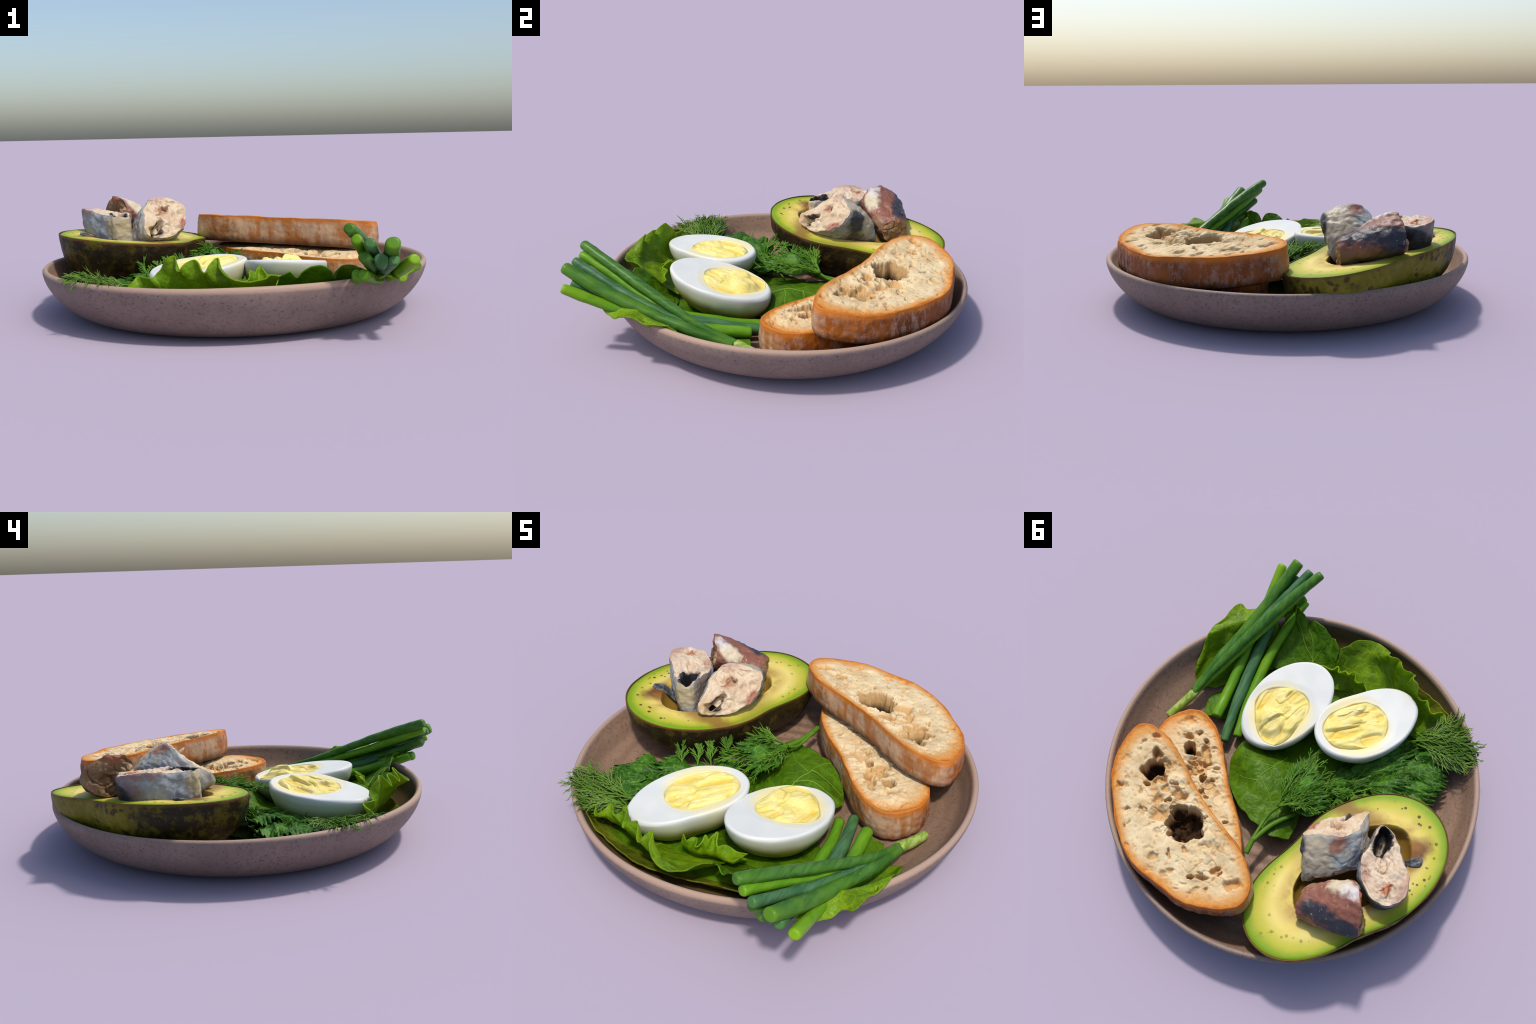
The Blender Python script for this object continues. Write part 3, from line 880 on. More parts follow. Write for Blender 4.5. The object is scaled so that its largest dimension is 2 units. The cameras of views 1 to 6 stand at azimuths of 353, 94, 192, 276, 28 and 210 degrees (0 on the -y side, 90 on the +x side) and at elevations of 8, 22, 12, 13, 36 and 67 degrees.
def mats_b(O, deep):
    L = lambda p: tuple(np.asarray(p) - O)
    return skin_face_mats(deep + (L((-0.571, 0.236, 0.458)),), [
        (L((-0.74, 0.40, 0.47)), (0.08, 0.14, 0.016), (136, 96, 84), 0.7, 0.5),
        (L((-0.76, 0.42, 0.38)), (0.06, 0.05, 0.08), (112, 72, 58), 0.7, 0.5),
        (L((-0.70, 0.50, 0.36)), (0.12, 0.09, 0.10), (34, 36, 40), 1.0, 0.3),
        (L((-0.72, 0.34, 0.40)), (0.06, 0.06, 0.06), (126, 132, 140), 0.6, 0.5),
        (L((-0.57, 0.17, 0.40)), (0.08, 0.05, 0.08), (176, 160, 126), 0.9, 0.4),
        (L((-0.50, 0.30, 0.38)), (0.05, 0.12, 0.12), (104, 82, 68), 0.8, 0.4),
    ], ((158, 162, 164), (130, 136, 142), (96, 100, 108)), [
        (L((-0.571, 0.238, 0.458)), (0.046, 0.068, 0.05), (18, 18, 22), 1.0, 0.22),
        (L((-0.689, 0.433, 0.477)), (0.022, 0.03, 0.03), (172, 92, 48), 0.85, 0.4),
        (L((-0.760, 0.40, 0.475)), (0.03, 0.09, 0.03), (158, 112, 98), 0.6, 0.5),
        (L((-0.545, 0.42, 0.45)), (0.04, 0.06, 0.03), (154, 108, 92), 0.6, 0.5),
    ], ((206, 187, 161), (196, 172, 146), (174, 143, 115)))

def mats_c(O, deep):
    L = lambda p: tuple(np.asarray(p) - O)
    return skin_face_mats(None, [
        (L((-0.52, 0.665, 0.42)), (0.15, 0.050, 0.060), NAVY, 0.95, 0.22),
        (L((-0.62, 0.67, 0.42)), (0.06, 0.05, 0.09), NAVY, 0.95, 0.25),
        (L((-0.52, 0.70, 0.34)), (0.25, 0.06, 0.035), (96, 84, 46), 0.6, 0.5),
        (L((-0.485, 0.515, 0.475)), (0.065, 0.050, 0.06), (200, 186, 158), 0.95, 0.3),
        (L((-0.545, 0.530, 0.525)), (0.050, 0.040, 0.03), (206, 202, 198), 0.8, 0.4),
        (L((-0.535, 0.555, 0.530)), (0.022, 0.022, 0.03), (132, 104, 92), 0.9, 0.35),
        (L((-0.42, 0.55, 0.36)), (0.09, 0.03, 0.06), (150, 126, 100), 0.7, 0.5),
        (L((-0.52, 0.57, 0.30)), (0.3, 0.2, 0.06), (54, 42, 24), 0.85, 0.4),
    ], (RED, (134, 86, 70), (112, 70, 56)), [
        (L((-0.62, 0.56, 0.42)), (0.07, 0.08, 0.05), (112, 80, 46), 0.8, 0.5),
        (L((-0.56, 0.47, 0.44)), (0.03, 0.03, 0.04), (190, 160, 124), 0.8, 0.5),
        (L((-0.62, 0.52, 0.37)), (0.04, 0.04, 0.04), (60, 44, 22), 0.8, 0.5),
        (L((-0.60, 0.56, 0.52)), (0.05, 0.06, 0.02), (146, 82, 58), 0.8, 0.5),
    ], ((146, 112, 72), (124, 94, 66), (176, 150, 120)))

def build_fish_all():
    build_fish(FISH_A_FRONT, FISH_A_BACK, [((-0.384, 0.178, 0.384), (0.42, 0.75, 0.42), None, 0.070, 0.022, 0.055), ((-0.405, 0.150, 0.366), (0.7, -0.5, 0.0), None, 0.034, 0.018, 0.05),
                                          ((-0.345, 0.272, 0.468), (1, 0, 0), None, 0.035, 0.030, 0.014)], 101,
               "chunk of tinned fish, silver skin and pale flesh", mats_a, 0.012, 0.006,
               bits=[((-0.338, 0.287, 0.480), (0.5, -0.5, 0.55), 0.036, 0.010)])
    build_fish(FISH_B_FRONT, FISH_B_BACK, [((-0.571, 0.236, 0.458), (-0.2, 1, 0), None, 0.070, 0.036, 0.10), ((-0.625, 0.335, 0.465), (-0.6, 1, 0), None, 0.06, 0.018, 0.02),
                                          ((-0.70, 0.455, 0.475), (-0.6, 1, 0), None, 0.03, 0.016, 0.02)], 202,
               "teardrop fish steak, hollow dark belly, grey skin", mats_b, 0.010, 0.004,
               bits=[((-0.682, 0.425, 0.458), (-0.2, 0.6, 0.16), 0.045, 0.012)])
    build_fish(FISH_C_FRONT, FISH_C_BACK, [((-0.63, 0.57, 0.42), (0, 0, 1), None, 0.03, 0.04, 0.014)], 303,
               "fish chunk with reddish brown flesh and navy skin", mats_c, 0.016, 0.008)
    # loose flap of skin lying on the avocado rim
    top = thing("fish_skin_scrap", "small dark curled scrap of silvery fish skin", "fish skin", (-0.73, 0.22, 0.33))
    rows = [[(-0.655, 0.285, 0.28), (-0.665, 0.265, 0.275), (-0.675, 0.250, 0.28)],
            [(-0.705, 0.258, 0.335), (-0.712, 0.238, 0.342), (-0.715, 0.215, 0.338)],
            [(-0.742, 0.246, 0.366), (-0.748, 0.222, 0.373), (-0.748, 0.192, 0.367)],
            [(-0.772, 0.232, 0.369), (-0.775, 0.215, 0.374), (-0.772, 0.196, 0.369)]]
    P = surf(rows, 18, 14)
    P[..., 2] += 0.008 * fbm(P, 18, 2, 9)
    V, F, _ = sheet(P - AVC, 0.006)
    m = Mat("dark_fish_skin", 0.35)
    m.color(m.mix(m.ramp(m.noise(24, 4, 0.6), 0.4, 0.62), (48, 52, 60), (112, 116, 118)))
    part("skin", V, F, m.mat, top, AVC)

# ================================================================== LEAVES
WALL_R = [0, 0.2, 0.42, 0.60, 0.71, 0.785, 0.838, 0.876, 0.902, 0.914, 0.925, 0.945, 0.960]
WALL_Z = [0.037, 0.037, 0.040, 0.048, 0.063, 0.087, 0.117, 0.152, 0.192, 0.222, 0.246, 0.248, 0.246]

def rest_on_bowl(P, gap=0.005):
    """Lift any point that would sink into the wall or the rim of the bowl."""
    r = np.hypot(P[..., 0] - BC[0], P[..., 1] - BC[1])
    tilt = 0.0044 * (P[..., 0] - BC[0]) - 0.0121 * (P[..., 1] - BC[1])
    w = np.interp(r, WALL_R, WALL_Z)
    w = w + tilt * (w / 0.235) + gap
    Q = P.copy()
    Q[..., 2] = np.where(r < 0.958, np.maximum(P[..., 2], w), P[..., 2])
    return Q

def surf(rows, nu, nv):
    """Smooth surface through rows of points (rows may differ in length)."""
    R = np.array([catmull(r, nv) for r in rows])
    out = np.zeros((nu, nv, 3))
    for j in range(nv):
        out[:, j] = catmull(R[:, j], nu)
    return out

def lettuce_material(name, light, dark, edge_light=0.0):
    m = Mat(name, 0.42)
    n = m.noise(7, 5, 0.6)
    f = m.noise(32, 4, 0.6)
    c = m.mix(m.ramp(n, 0.32, 0.68), dark, light)
    c = m.mix(m.mul(m.ramp(f, 0.5, 0.7), 0.45), c, tuple(int(q * 0.72) for q in light))
    c = m.mix(m.mul(m.ramp(m.noise(4.5, 4, 0.65), 0.46, 0.66), 0.65), c, tuple(int(q * 0.68) for q in dark))
    fine = m.voronoi(55, m.warp(20, 0.02), 'DISTANCE_TO_EDGE')
    c = m.mix(m.ramp(fine, 0.0, 0.06, True, 0.13, 0.0), c, tuple(min(255, int(q * 1.2 + 8)) for q in light))
    cell = m.voronoi(16, m.warp(8, 0.07), 'DISTANCE_TO_EDGE')
    c = m.mix(m.ramp(cell, 0.0, 0.05, True, 0.26, 0.0), c, tuple(min(255, int(q * 1.15 + 10)) for q in light))
    m.color(c)
    m.bump(m.math("ADD", m.math("ADD", m.mul(m.ramp(cell, 0, 0.25), 0.6), m.mul(m.ramp(fine, 0, 0.3), 0.25)), m.mul(f, 0.6)), 0.30, 0.010)
    m.translucent((min(255, int(light[0] * 1.3)), min(255, int(light[1] * 1.15)), light[2]), 0.36)
    return m.mat

def vein_material():
    m = Mat("leaf_vein", 0.45)
    m.color(m.mix(m.noise(20, 2, 0.5), (112, 152, 34), (130, 166, 54)))
    m.translucent((130, 160, 60), 0.2)
    return m.mat

def lettuce(rows, seed, mat, label, nu=50, nv=90, ruffle=0.012, freq=13, veins=(), thick=0.006, category="lettuce leaf", pucker=0.006):
    P = surf(rows, nu, nv)
    O = P.reshape(-1, 3).mean(0)
    u = np.linspace(0, 1, nu)[:, None]
    du = np.gradient(P, axis=0)
    dv = np.gradient(P, axis=1)
    N = np.cross(du, dv)
    N /= np.linalg.norm(N, axis=-1)[..., None] + 1e-9
    P = P + N * (ruffle * u ** 2 * fbm(P, freq, 2, seed) * 1.6 + pucker * fbm(P, 16, 3, seed + 3))[..., None]
    # toothed margin
    P = rest_on_bowl(P, 0.007)
    T = du / (np.linalg.norm(du, axis=-1)[..., None] + 1e-9)
    tooth = fbm(P[-1], 15, 2, seed + 7)
    P = P + T * (0.012 * tooth[None, :] * u ** 6)[..., None]
    top = thing("lettuce_leaf", label, category, (O[0], O[1], P[..., 2].min()))
    V, F, N = sheet(P - O, thick)
    part("blade", V, F, mat, top, O)
    tubes = []
    for path, r0 in veins:
        q = catmull([(a * (nu - 1), b * (nv - 1), 0) for a, b in path], 34)
        i, j = np.clip(q[:, 0], 0, nu - 1.001), np.clip(q[:, 1], 0, nv - 1.001)
        i0, j0 = i.astype(int), j.astype(int)
        fi, fj = (i - i0)[:, None], (j - j0)[:, None]
        S = lambda G: G[i0, j0] * (1 - fi) * (1 - fj) + G[i0 + 1, j0] * fi * (1 - fj) + G[i0, j0 + 1] * (1 - fi) * fj + G[i0 + 1, j0 + 1] * fi * fj
        nrm = S(N)
        if nrm[:, 2].mean() < 0:
            nrm = -nrm
        pts = S(P - O) + nrm * (thick * 0.5)
        tubes.append(tube(pts, 0.72 * np.linspace(r0, r0 * 0.25, 34), 6))
    if tubes:
        V, F = merge(tubes)
        part("vein", V, F, VEIN, top, O, kind="stuff")

def build_lettuce():
    bright = lettuce_material("lettuce_bright", (140, 174, 26), (98, 142, 16))
    mid = lettuce_material("lettuce_mid", (104, 146, 20), (66, 110, 12))
    pale = lettuce_material("lettuce_pale", (140, 148, 42), (96, 110, 22))
    # ruffled leaf in front of the far egg: rows run from under the egg out to the frilly margin
    lettuce([[(-0.50, -0.47, 0.12), (-0.36, -0.50, 0.10), (-0.20, -0.54, 0.09), (-0.04, -0.52, 0.10), (0.08, -0.50, 0.13)],
             [(-0.57, -0.52, 0.14), (-0.44, -0.575, 0.15), (-0.30, -0.63, 0.16), (-0.14, -0.66, 0.16), (0.0, -0.63, 0.15), (0.10, -0.58, 0.16)],
             [(-0.60, -0.58, 0.18), (-0.48, -0.60, 0.20), (-0.34, -0.655, 0.24), (-0.20, -0.715, 0.245), (-0.08, -0.75, 0.22), (0.02, -0.73, 0.215), (0.10, -0.65, 0.22)],
             [(-0.64, -0.60, 0.205), (-0.57, -0.575, 0.235), (-0.53, -0.63, 0.215), (-0.475, -0.575, 0.270), (-0.43, -0.640, 0.265), (-0.392, -0.610, 0.285), (-0.352, -0.652, 0.350), (-0.322, -0.668, 0.355), (-0.312, -0.725, 0.300),
              (-0.250, -0.705, 0.345), (-0.205, -0.765, 0.300), (-0.150, -0.735, 0.355), (-0.125, -0.790, 0.300), (-0.055, -0.828, 0.262), (0.020, -0.806, 0.264), (0.075, -0.760, 0.272), (0.104, -0.695, 0.266)]],
            11, bright, "frilly bright green lettuce leaf curling up around an egg", 60, 170, 0.010, 12,
            veins=[([(0.1, 0.45), (0.4, 0.50), (0.97, 0.72)], 0.006), ([(0.3, 0.48), (0.6, 0.62), (0.95, 0.86)], 0.005), ([(0.3, 0.49), (0.6, 0.42), (0.93, 0.5)], 0.005), ([(0.2, 0.4), (0.6, 0.25), (0.93, 0.2)], 0.005)])
    # small inner frill between the two eggs
    lettuce([[(-0.12, -0.55, 0.14), (-0.03, -0.56, 0.13), (0.06, -0.52, 0.15), (0.16, -0.50, 0.14)],
             [(-0.12, -0.58, 0.18), (-0.04, -0.60, 0.18), (0.04, -0.60, 0.20), (0.14, -0.585, 0.18)],
             [(-0.125, -0.555, 0.215), (-0.08, -0.60, 0.225), (-0.045, -0.575, 0.240), (-0.02, -0.62, 0.235), (0.0, -0.570, 0.27), (0.03, -0.59, 0.265), (0.05, -0.552, 0.292), (0.075, -0.60, 0.262), (0.10, -0.575, 0.25), (0.15, -0.575, 0.24), (0.20, -0.56, 0.235)]],
            21, bright, "small curled frill of light green lettuce", 34, 90, 0.008, 20)
    # darker leaf between that one and the onions
    lettuce([[(0.06, -0.50, 0.10), (0.18, -0.50, 0.10), (0.32, -0.50, 0.11), (0.46, -0.50, 0.12)],
             [(0.09, -0.60, 0.15), (0.20, -0.62, 0.16), (0.33, -0.63, 0.17), (0.48, -0.64, 0.17)],
             [(0.11, -0.66, 0.22), (0.20, -0.69, 0.225), (0.32, -0.70, 0.23), (0.47, -0.74, 0.22)],
             [(0.115, -0.692, 0.262), (0.16, -0.715, 0.285), (0.185, -0.735, 0.262), (0.225, -0.745, 0.302), (0.27, -0.755, 0.312), (0.305, -0.768, 0.298), (0.338, -0.762, 0.255), (0.365, -0.77, 0.310), (0.416, -0.79, 0.312), (0.47, -0.83, 0.285), (0.52, -0.84, 0.25)]],
            31, mid, "dark green lettuce leaf leaning on the bowl rim", 50, 110, 0.008, 14,
            veins=[([(0.1, 0.3), (0.5, 0.42), (0.96, 0.55)], 0.006), ([(0.35, 0.38), (0.9, 0.22)], 0.004), ([(0.4, 0.4), (0.9, 0.8)], 0.004)])
    # leaf lying over the rim below the onions
    arc = lambda r, z, a0=-57, a1=-22, n=6: [(BC[0] + r * math.cos(math.radians(a)), BC[1] + r * math.sin(math.radians(a)), z - 0.10 * max(0, (a - a1 + 12) / 12)) for a in np.linspace(a0, a1, n)]
    lettuce([[(0.36, -0.55, 0.11), (0.46, -0.46, 0.09), (0.56, -0.36, 0.085), (0.64, -0.25, 0.09)],
             arc(0.80, 0.125, -57, -24, 5)[:4] + [(0.73, -0.22, 0.11)],
             arc(0.885, 0.205, -57, -26, 6)[:5] + [(0.755, -0.235, 0.125)],
             arc(0.930, 0.270, -57, -30, 6)[:5] + [(0.770, -0.30, 0.165), (0.768, -0.25, 0.145)],
             [(0.50, -0.87, 0.265), (0.545, -0.835, 0.268), (0.585, -0.80, 0.245), (0.635, -0.745, 0.228), (0.682, -0.690, 0.252), (0.722, -0.685, 0.272), (0.745, -0.630, 0.282), (0.762, -0.56, 0.262), (0.785, -0.495, 0.264), (0.790, -0.43, 0.252), (0.785, -0.37, 0.205), (0.778, -0.275, 0.160)]],
            41, bright, "wavy lettuce leaf hanging over the bowl rim", 56, 120, 0.006, 12, pucker=0.003,
            veins=[([(0.05, 0.45), (0.5, 0.5), (0.96, 0.45)], 0.004)])
    # broad pale underleaf along the bowl wall
    lettuce([[(-0.60, -0.50, 0.11), (-0.45, -0.58, 0.08), (-0.28, -0.62, 0.075), (-0.10, -0.63, 0.08), (0.15, -0.60, 0.08), (0.40, -0.56, 0.08)],
             [(-0.655, -0.56, 0.18), (-0.50, -0.645, 0.15), (-0.33, -0.70, 0.135), (-0.12, -0.71, 0.125), (0.15, -0.68, 0.12), (0.42, -0.64, 0.12)],
             [(-0.675, -0.575, 0.215), (-0.60, -0.625, 0.205), (-0.50, -0.675, 0.195), (-0.40, -0.722, 0.185), (-0.30, -0.750, 0.175), (-0.20, -0.765, 0.165), (-0.10, -0.755, 0.155), (0.05, -0.735, 0.16), (0.2, -0.72, 0.17), (0.44, -0.70, 0.17)]],
            51, pale, "pale lettuce underleaf lining the bowl", 30, 100, 0.006, 10)
    # flat round leaf in the middle of the bowl
    lettuce([[(0.02, -0.16, 0.075), (0.12, -0.12, 0.08), (0.22, -0.09, 0.085), (0.33, -0.06, 0.105)],
             [(-0.06, 0.0, 0.11), (0.08, 0.02, 0.155), (0.22, 0.03, 0.175), (0.345, 0.0, 0.118)],
             [(-0.10, 0.14, 0.12), (0.04, 0.12, 0.165), (0.19, 0.12, 0.178), (0.352, 0.08, 0.095)],
             [(-0.13, 0.25, 0.12), (0.0, 0.22, 0.15), (0.14, 0.20, 0.165), (0.318, 0.165, 0.085)],
             [(-0.13, 0.335, 0.115), (-0.05, 0.372, 0.148), (0.02, 0.352, 0.145), (0.10, 0.338, 0.145), (0.19, 0.300, 0.140), (0.285, 0.21, 0.095)]],
            61, mid_bright, "broad flat oval green salad leaf", 60, 70, 0.004, 8, pucker=0.009,
            veins=[([(0.15, 0.3), (0.45, 0.5), (0.75, 0.62), (0.97, 0.72)], 0.005), ([(0.35, 0.42), (0.4, 0.65), (0.38, 0.95)], 0.0045), ([(0.6, 0.56), (0.66, 0.75), (0.68, 0.95)], 0.004), ([(0.55, 0.52), (0.8, 0.3), (0.92, 0.15)], 0.004)])
    # broad dark leaf under the eggs
    lettuce([[(-0.50, -0.62, 0.075), (-0.25, -0.66, 0.085), (0.0, -0.66, 0.095), (0.42, -0.60, 0.08)],
             [(-0.52, -0.45, 0.075), (-0.25, -0.46, 0.09), (0.02, -0.48, 0.11), (0.46, -0.44, 0.07)],
             [(-0.48, -0.25, 0.07), (-0.22, -0.22, 0.085), (0.04, -0.24, 0.09), (0.42, -0.28, 0.06)],
             [(-0.40, -0.05, 0.065), (-0.20, 0.02, 0.10), (0.02, -0.02, 0.11), (0.26, -0.10, 0.085)],
             [(-0.30, 0.08, 0.06), (-0.16, 0.16, 0.10), (-0.02, 0.12, 0.12), (0.18, 0.02, 0.10)]],
            81, mid, "broad dark lettuce leaf bedding the eggs", 40, 60, 0.006, 9, pucker=0.012)
    # torn leaf below the onions in the bowl bottom
    lettuce([[(0.40, -0.40, 0.07), (0.52, -0.33, 0.07), (0.62, -0.24, 0.075)],
             [(0.48, -0.28, 0.07), (0.56, -0.22, 0.095), (0.64, -0.17, 0.09)],
             [(0.50, -0.12, 0.065), (0.56, -0.09, 0.10), (0.62, -0.07, 0.08)]],
            71, mid, "small dark salad leaf under the onions", 24, 24, 0.006, 14)

# ================================================================== SPRING ONIONS
def onion_material(name, a, b, tip):
    m = Mat(name, 0.36)
    st = m.noise(26, 4, 0.6, m.scaled((2.4, 0.22, 1.6)))
    c = m.mix(m.ramp(st, 0.35, 0.68), a, b)
    c = m.mix(m.mul(m.ramp(m.noise(7, 3, 0.5), 0.45, 0.7), 0.5), c, tip)
    # brighter, yellower towards the cut tips
    c = m.mix(m.ramp(m.y, -0.40, -0.52), c, tip)
    d = m.voronoi(26)
    c = m.mix(m.ramp(d, 0.04, 0.07, True, 0.6, 0.0), c, (150, 176, 120))
    m.color(c)
    m.bump(st, 0.12, 0.004)
    m.translucent(tip, 0.12)
    return m.mat

def build_onions():
    O = np.array([0.55, -0.5, 0.25])
    green = onion_material("onion_green", (54, 100, 28), (78, 122, 50), (94, 138, 28))
    blue = onion_material("onion_blue_green", (56, 98, 58), (84, 124, 86), (74, 122, 48))
    light = onion_material("onion_light", (86, 138, 22), (102, 152, 28), (130, 170, 24))
    base = Mat("onion_base", 0.4)
    base.color(base.mix(base.ramp(base.noise(22, 4, 0.6, base.scaled((3, 1, 1))), 0.42, 0.6), (122, 150, 48), (158, 178, 96)))
    J = np.array([0.709, -0.143, 0.152])

    def stalk(path, rad, mat, top, name="stalk", droop_tip=True):
        n = 60
        P = catmull(path, n)
        t = np.linspace(0, 1, n)
        R = np.interp(t, np.linspace(0, 1, len(rad)), rad) * (1.06 + 0.12 * t)
        R = R * (1 + 0.03 * np.sin(t * 23 + rad[0] * 900))
        # cut end: slightly pinched, rounded over
        L = np.linalg.norm(np.diff(P, axis=0), axis=1).sum()
        end = (1 - t) * L
        R = R * np.clip(0.84 + 0.16 * np.sqrt(np.clip(end / 0.010, 0, 1)), 0, 1)
        P2 = np.concatenate([P, P[-1:] + (P[-1:] - P[-2:-1]) * 0.10])
        R2 = np.concatenate([R, R[-1:] * 0.72])
        sq = np.concatenate([0.90 + 0.08 * np.sin(t * 9), [0.8]])
        V, F = tube(P2 - O, R2, 20, True, sq)
        V = V + 0.0022 * np.stack([fbm(V, 20, 2, 3), fbm(V, 20, 2, 4), fbm(V, 20, 2, 5)], -1)
        part(name, V, F, mat, top, O)

    bunch = thing("spring_onion", "bunch of green spring onion stalks splitting from one pale base", "spring onion", (0.6, -0.5, 0.1))
    stalk([J + (0.0, 0.0, 0.004), (0.655, -0.33, 0.215), (0.545, -0.58, 0.330), (0.45, -0.77, 0.415), (0.357, -0.932, 0.482)], [0.014, 0.020, 0.024, 0.0235, 0.021], green, bunch)
    stalk([J + (-0.006, -0.01, -0.012), (0.64, -0.33, 0.190), (0.53, -0.60, 0.290), (0.45, -0.78, 0.372), (0.386, -0.935, 0.440)], [0.012, 0.018, 0.021, 0.021, 0.020], light, bunch)
    stalk([J + (0.004, -0.015, 0.0), (0.66, -0.36, 0.205), (0.565, -0.62, 0.285), (0.50, -0.80, 0.355), (0.434, -0.960, 0.424)], [0.012, 0.017, 0.0205, 0.021, 0.019], blue, bunch)
    stalk([J + (0.012, -0.012, -0.004), (0.685, -0.34, 0.192), (0.612, -0.60, 0.262), (0.565, -0.80, 0.335), (0.521, -0.984, 0.424)], [0.016, 0.025, 0.030, 0.030, 0.027], green, bunch)
    stalk([J + (0.0, -0.02, -0.02), (0.665, -0.36, 0.155), (0.58, -0.60, 0.210), (0.50, -0.76, 0.250), (0.428, -0.885, 0.285)], [0.012, 0.018, 0.022, 0.023, 0.022], light, bunch)
    stalk([J + (0.004, -0.02, -0.012), (0.665, -0.36, 0.178), (0.590, -0.62, 0.245), (0.540, -0.79, 0.300), (0.486, -0.935, 0.352)], [0.012, 0.020, 0.025, 0.026, 0.025], blue, bunch)
    stalk([J + (0.0, -0.02, -0.014), (0.650, -0.36, 0.168), (0.555, -0.62, 0.238), (0.490, -0.80, 0.300), (0.418, -0.930, 0.368)], [0.012, 0.018, 0.022, 0.022, 0.020], green, bunch)
    # pale joined base
    n = 40
    P = catmull([(0.694, -0.190, 0.146), (0.709, -0.143, 0.146), (0.742, -0.06, 0.124), (0.774, 0.030, 0.112)], n)
    t = np.linspace(0, 1, n)
    R = np.interp(t, [0, 0.25, 0.6, 0.96, 1], [0.010, 0.026, 0.024, 0.021, 0.016])
    V, F = tube(P - O, R, 20, True)
    part("pale_base", V, F, base.mat, bunch, O)

    loose = [([(0.540, -0.085, 0.128), (0.560, -0.30, 0.145), (0.585, -0.56, 0.205), (0.600, -0.78, 0.275), (0.613, -0.972, 0.356)], [0.027, 0.027, 0.025, 0.023, 0.021], light),
             ([(0.440, 0.010, 0.095), (0.480, -0.20, 0.125), (0.515, -0.50, 0.190), (0.530, -0.74, 0.265), (0.538, -0.948, 0.352)], [0.022, 0.027, 0.027, 0.024, 0.022], blue),
             ([(0.388, -0.045, 0.098), (0.425, -0.22, 0.120), (0.450, -0.48, 0.170), (0.440, -0.70, 0.225), (0.408, -0.862, 0.285)], [0.023, 0.025, 0.025, 0.023, 0.020], light)]
    for path, rad, mat in loose:
        one = thing("spring_onion", "single cut spring onion stalk under the bunch", "spring onion", tuple(path[1]))
        stalk(path, rad, mat, one)

# ================================================================== DILL
def dill_material(name, a, b):
    m = Mat(name, 0.5)
    m.color(m.mix(m.ramp(m.noise(9, 3, 0.6), 0.35, 0.65), a, b))
    m.translucent(b, 0.25)
    return m.mat

def needle(p, d, ln, r, bend, out):
    d = d / (np.linalg.norm(d) + 1e-9)
    k = np.array([0, 0.4, 0.75, 1.0])
    pts = p + d * (k * ln)[:, None] + bend * (k ** 2)[:, None] * ln
    out.append(tube(pts, r * np.array([0.9, 1.0, 0.75, 0.15]), 4, False))

def floor_z(p):
    """Height of the bowl wall below a point."""
    r = math.hypot(p[0] - BC[0], p[1] - BC[1])
    return float(np.interp(r, [0, 0.6, 0.71, 0.785, 0.838, 0.876, 0.902, 0.92], [0.037, 0.048, 0.063, 0.087, 0.117, 0.152, 0.192, 0.236]))

def frond(p0, p1, width, pinnae, r=0.0032, up=0.25, arch=0.02, seed=0, sub=5, stemr=0.005):
    """Feathery dill frond from p0 to p1: a stem with alternating side shoots that carry threads."""
    g = np.random.default_rng(seed)
    p0, p1 = np.asarray(p0, float), np.asarray(p1, float)
    L = np.linalg.norm(p1 - p0)
    D = (p1 - p0) / L
    S = np.cross(D, (0, 0, 1))
    S /= np.linalg.norm(S) + 1e-9
    U = np.cross(S, D)
    t = np.linspace(0, 1, 12)
    spine = p0 + (p1 - p0) * t[:, None] + U * (arch * np.sin(t * math.pi))[:, None] + S * (g.normal(0, 0.012) * np.sin(t * 3.5))[:, None]
    stems = [tube(spine, np.linspace(stemr, stemr * 0.35, 12), 5)]
    out = []
    for i in range(pinnae):
        q = 0.12 + 0.88 * (i + g.uniform(0, 0.6)) / pinnae
        q = min(q, 1)
        p = np.array([np.interp(q, t, spine[:, k]) for k in range(3)])
        side = (1 if i % 2 else -1)
        ang = g.uniform(0.22, 0.62)
        d = D * math.cos(ang) + S * side * math.sin(ang) + U * g.normal(up * 0.5, up)
        d /= np.linalg.norm(d)
        ln = width * (0.35 + 0.65 * math.sin(math.pi * min(1, 0.25 + q * 0.7))) * g.uniform(0.75, 1.15)
        needle(p, d, ln, r * 1.15, U * g.normal(-0.1, 0.15), out)
        s2 = np.cross(d, U)
        s2 /= np.linalg.norm(s2) + 1e-9
        for k in range(sub):
            qq = 0.25 + 0.7 * k / sub
            pp = p + d * ln * qq
            a = g.uniform(0.16, 0.45)
            dd = d * math.cos(a) + s2 * (1 if k % 2 else -1) * math.sin(a) + U * g.normal(0, 0.25)
            needle(pp, dd, ln * g.uniform(0.45, 0.8) * (1.1 - 0.5 * qq), r, U * g.normal(-0.1, 0.2), out)
    return stems, out

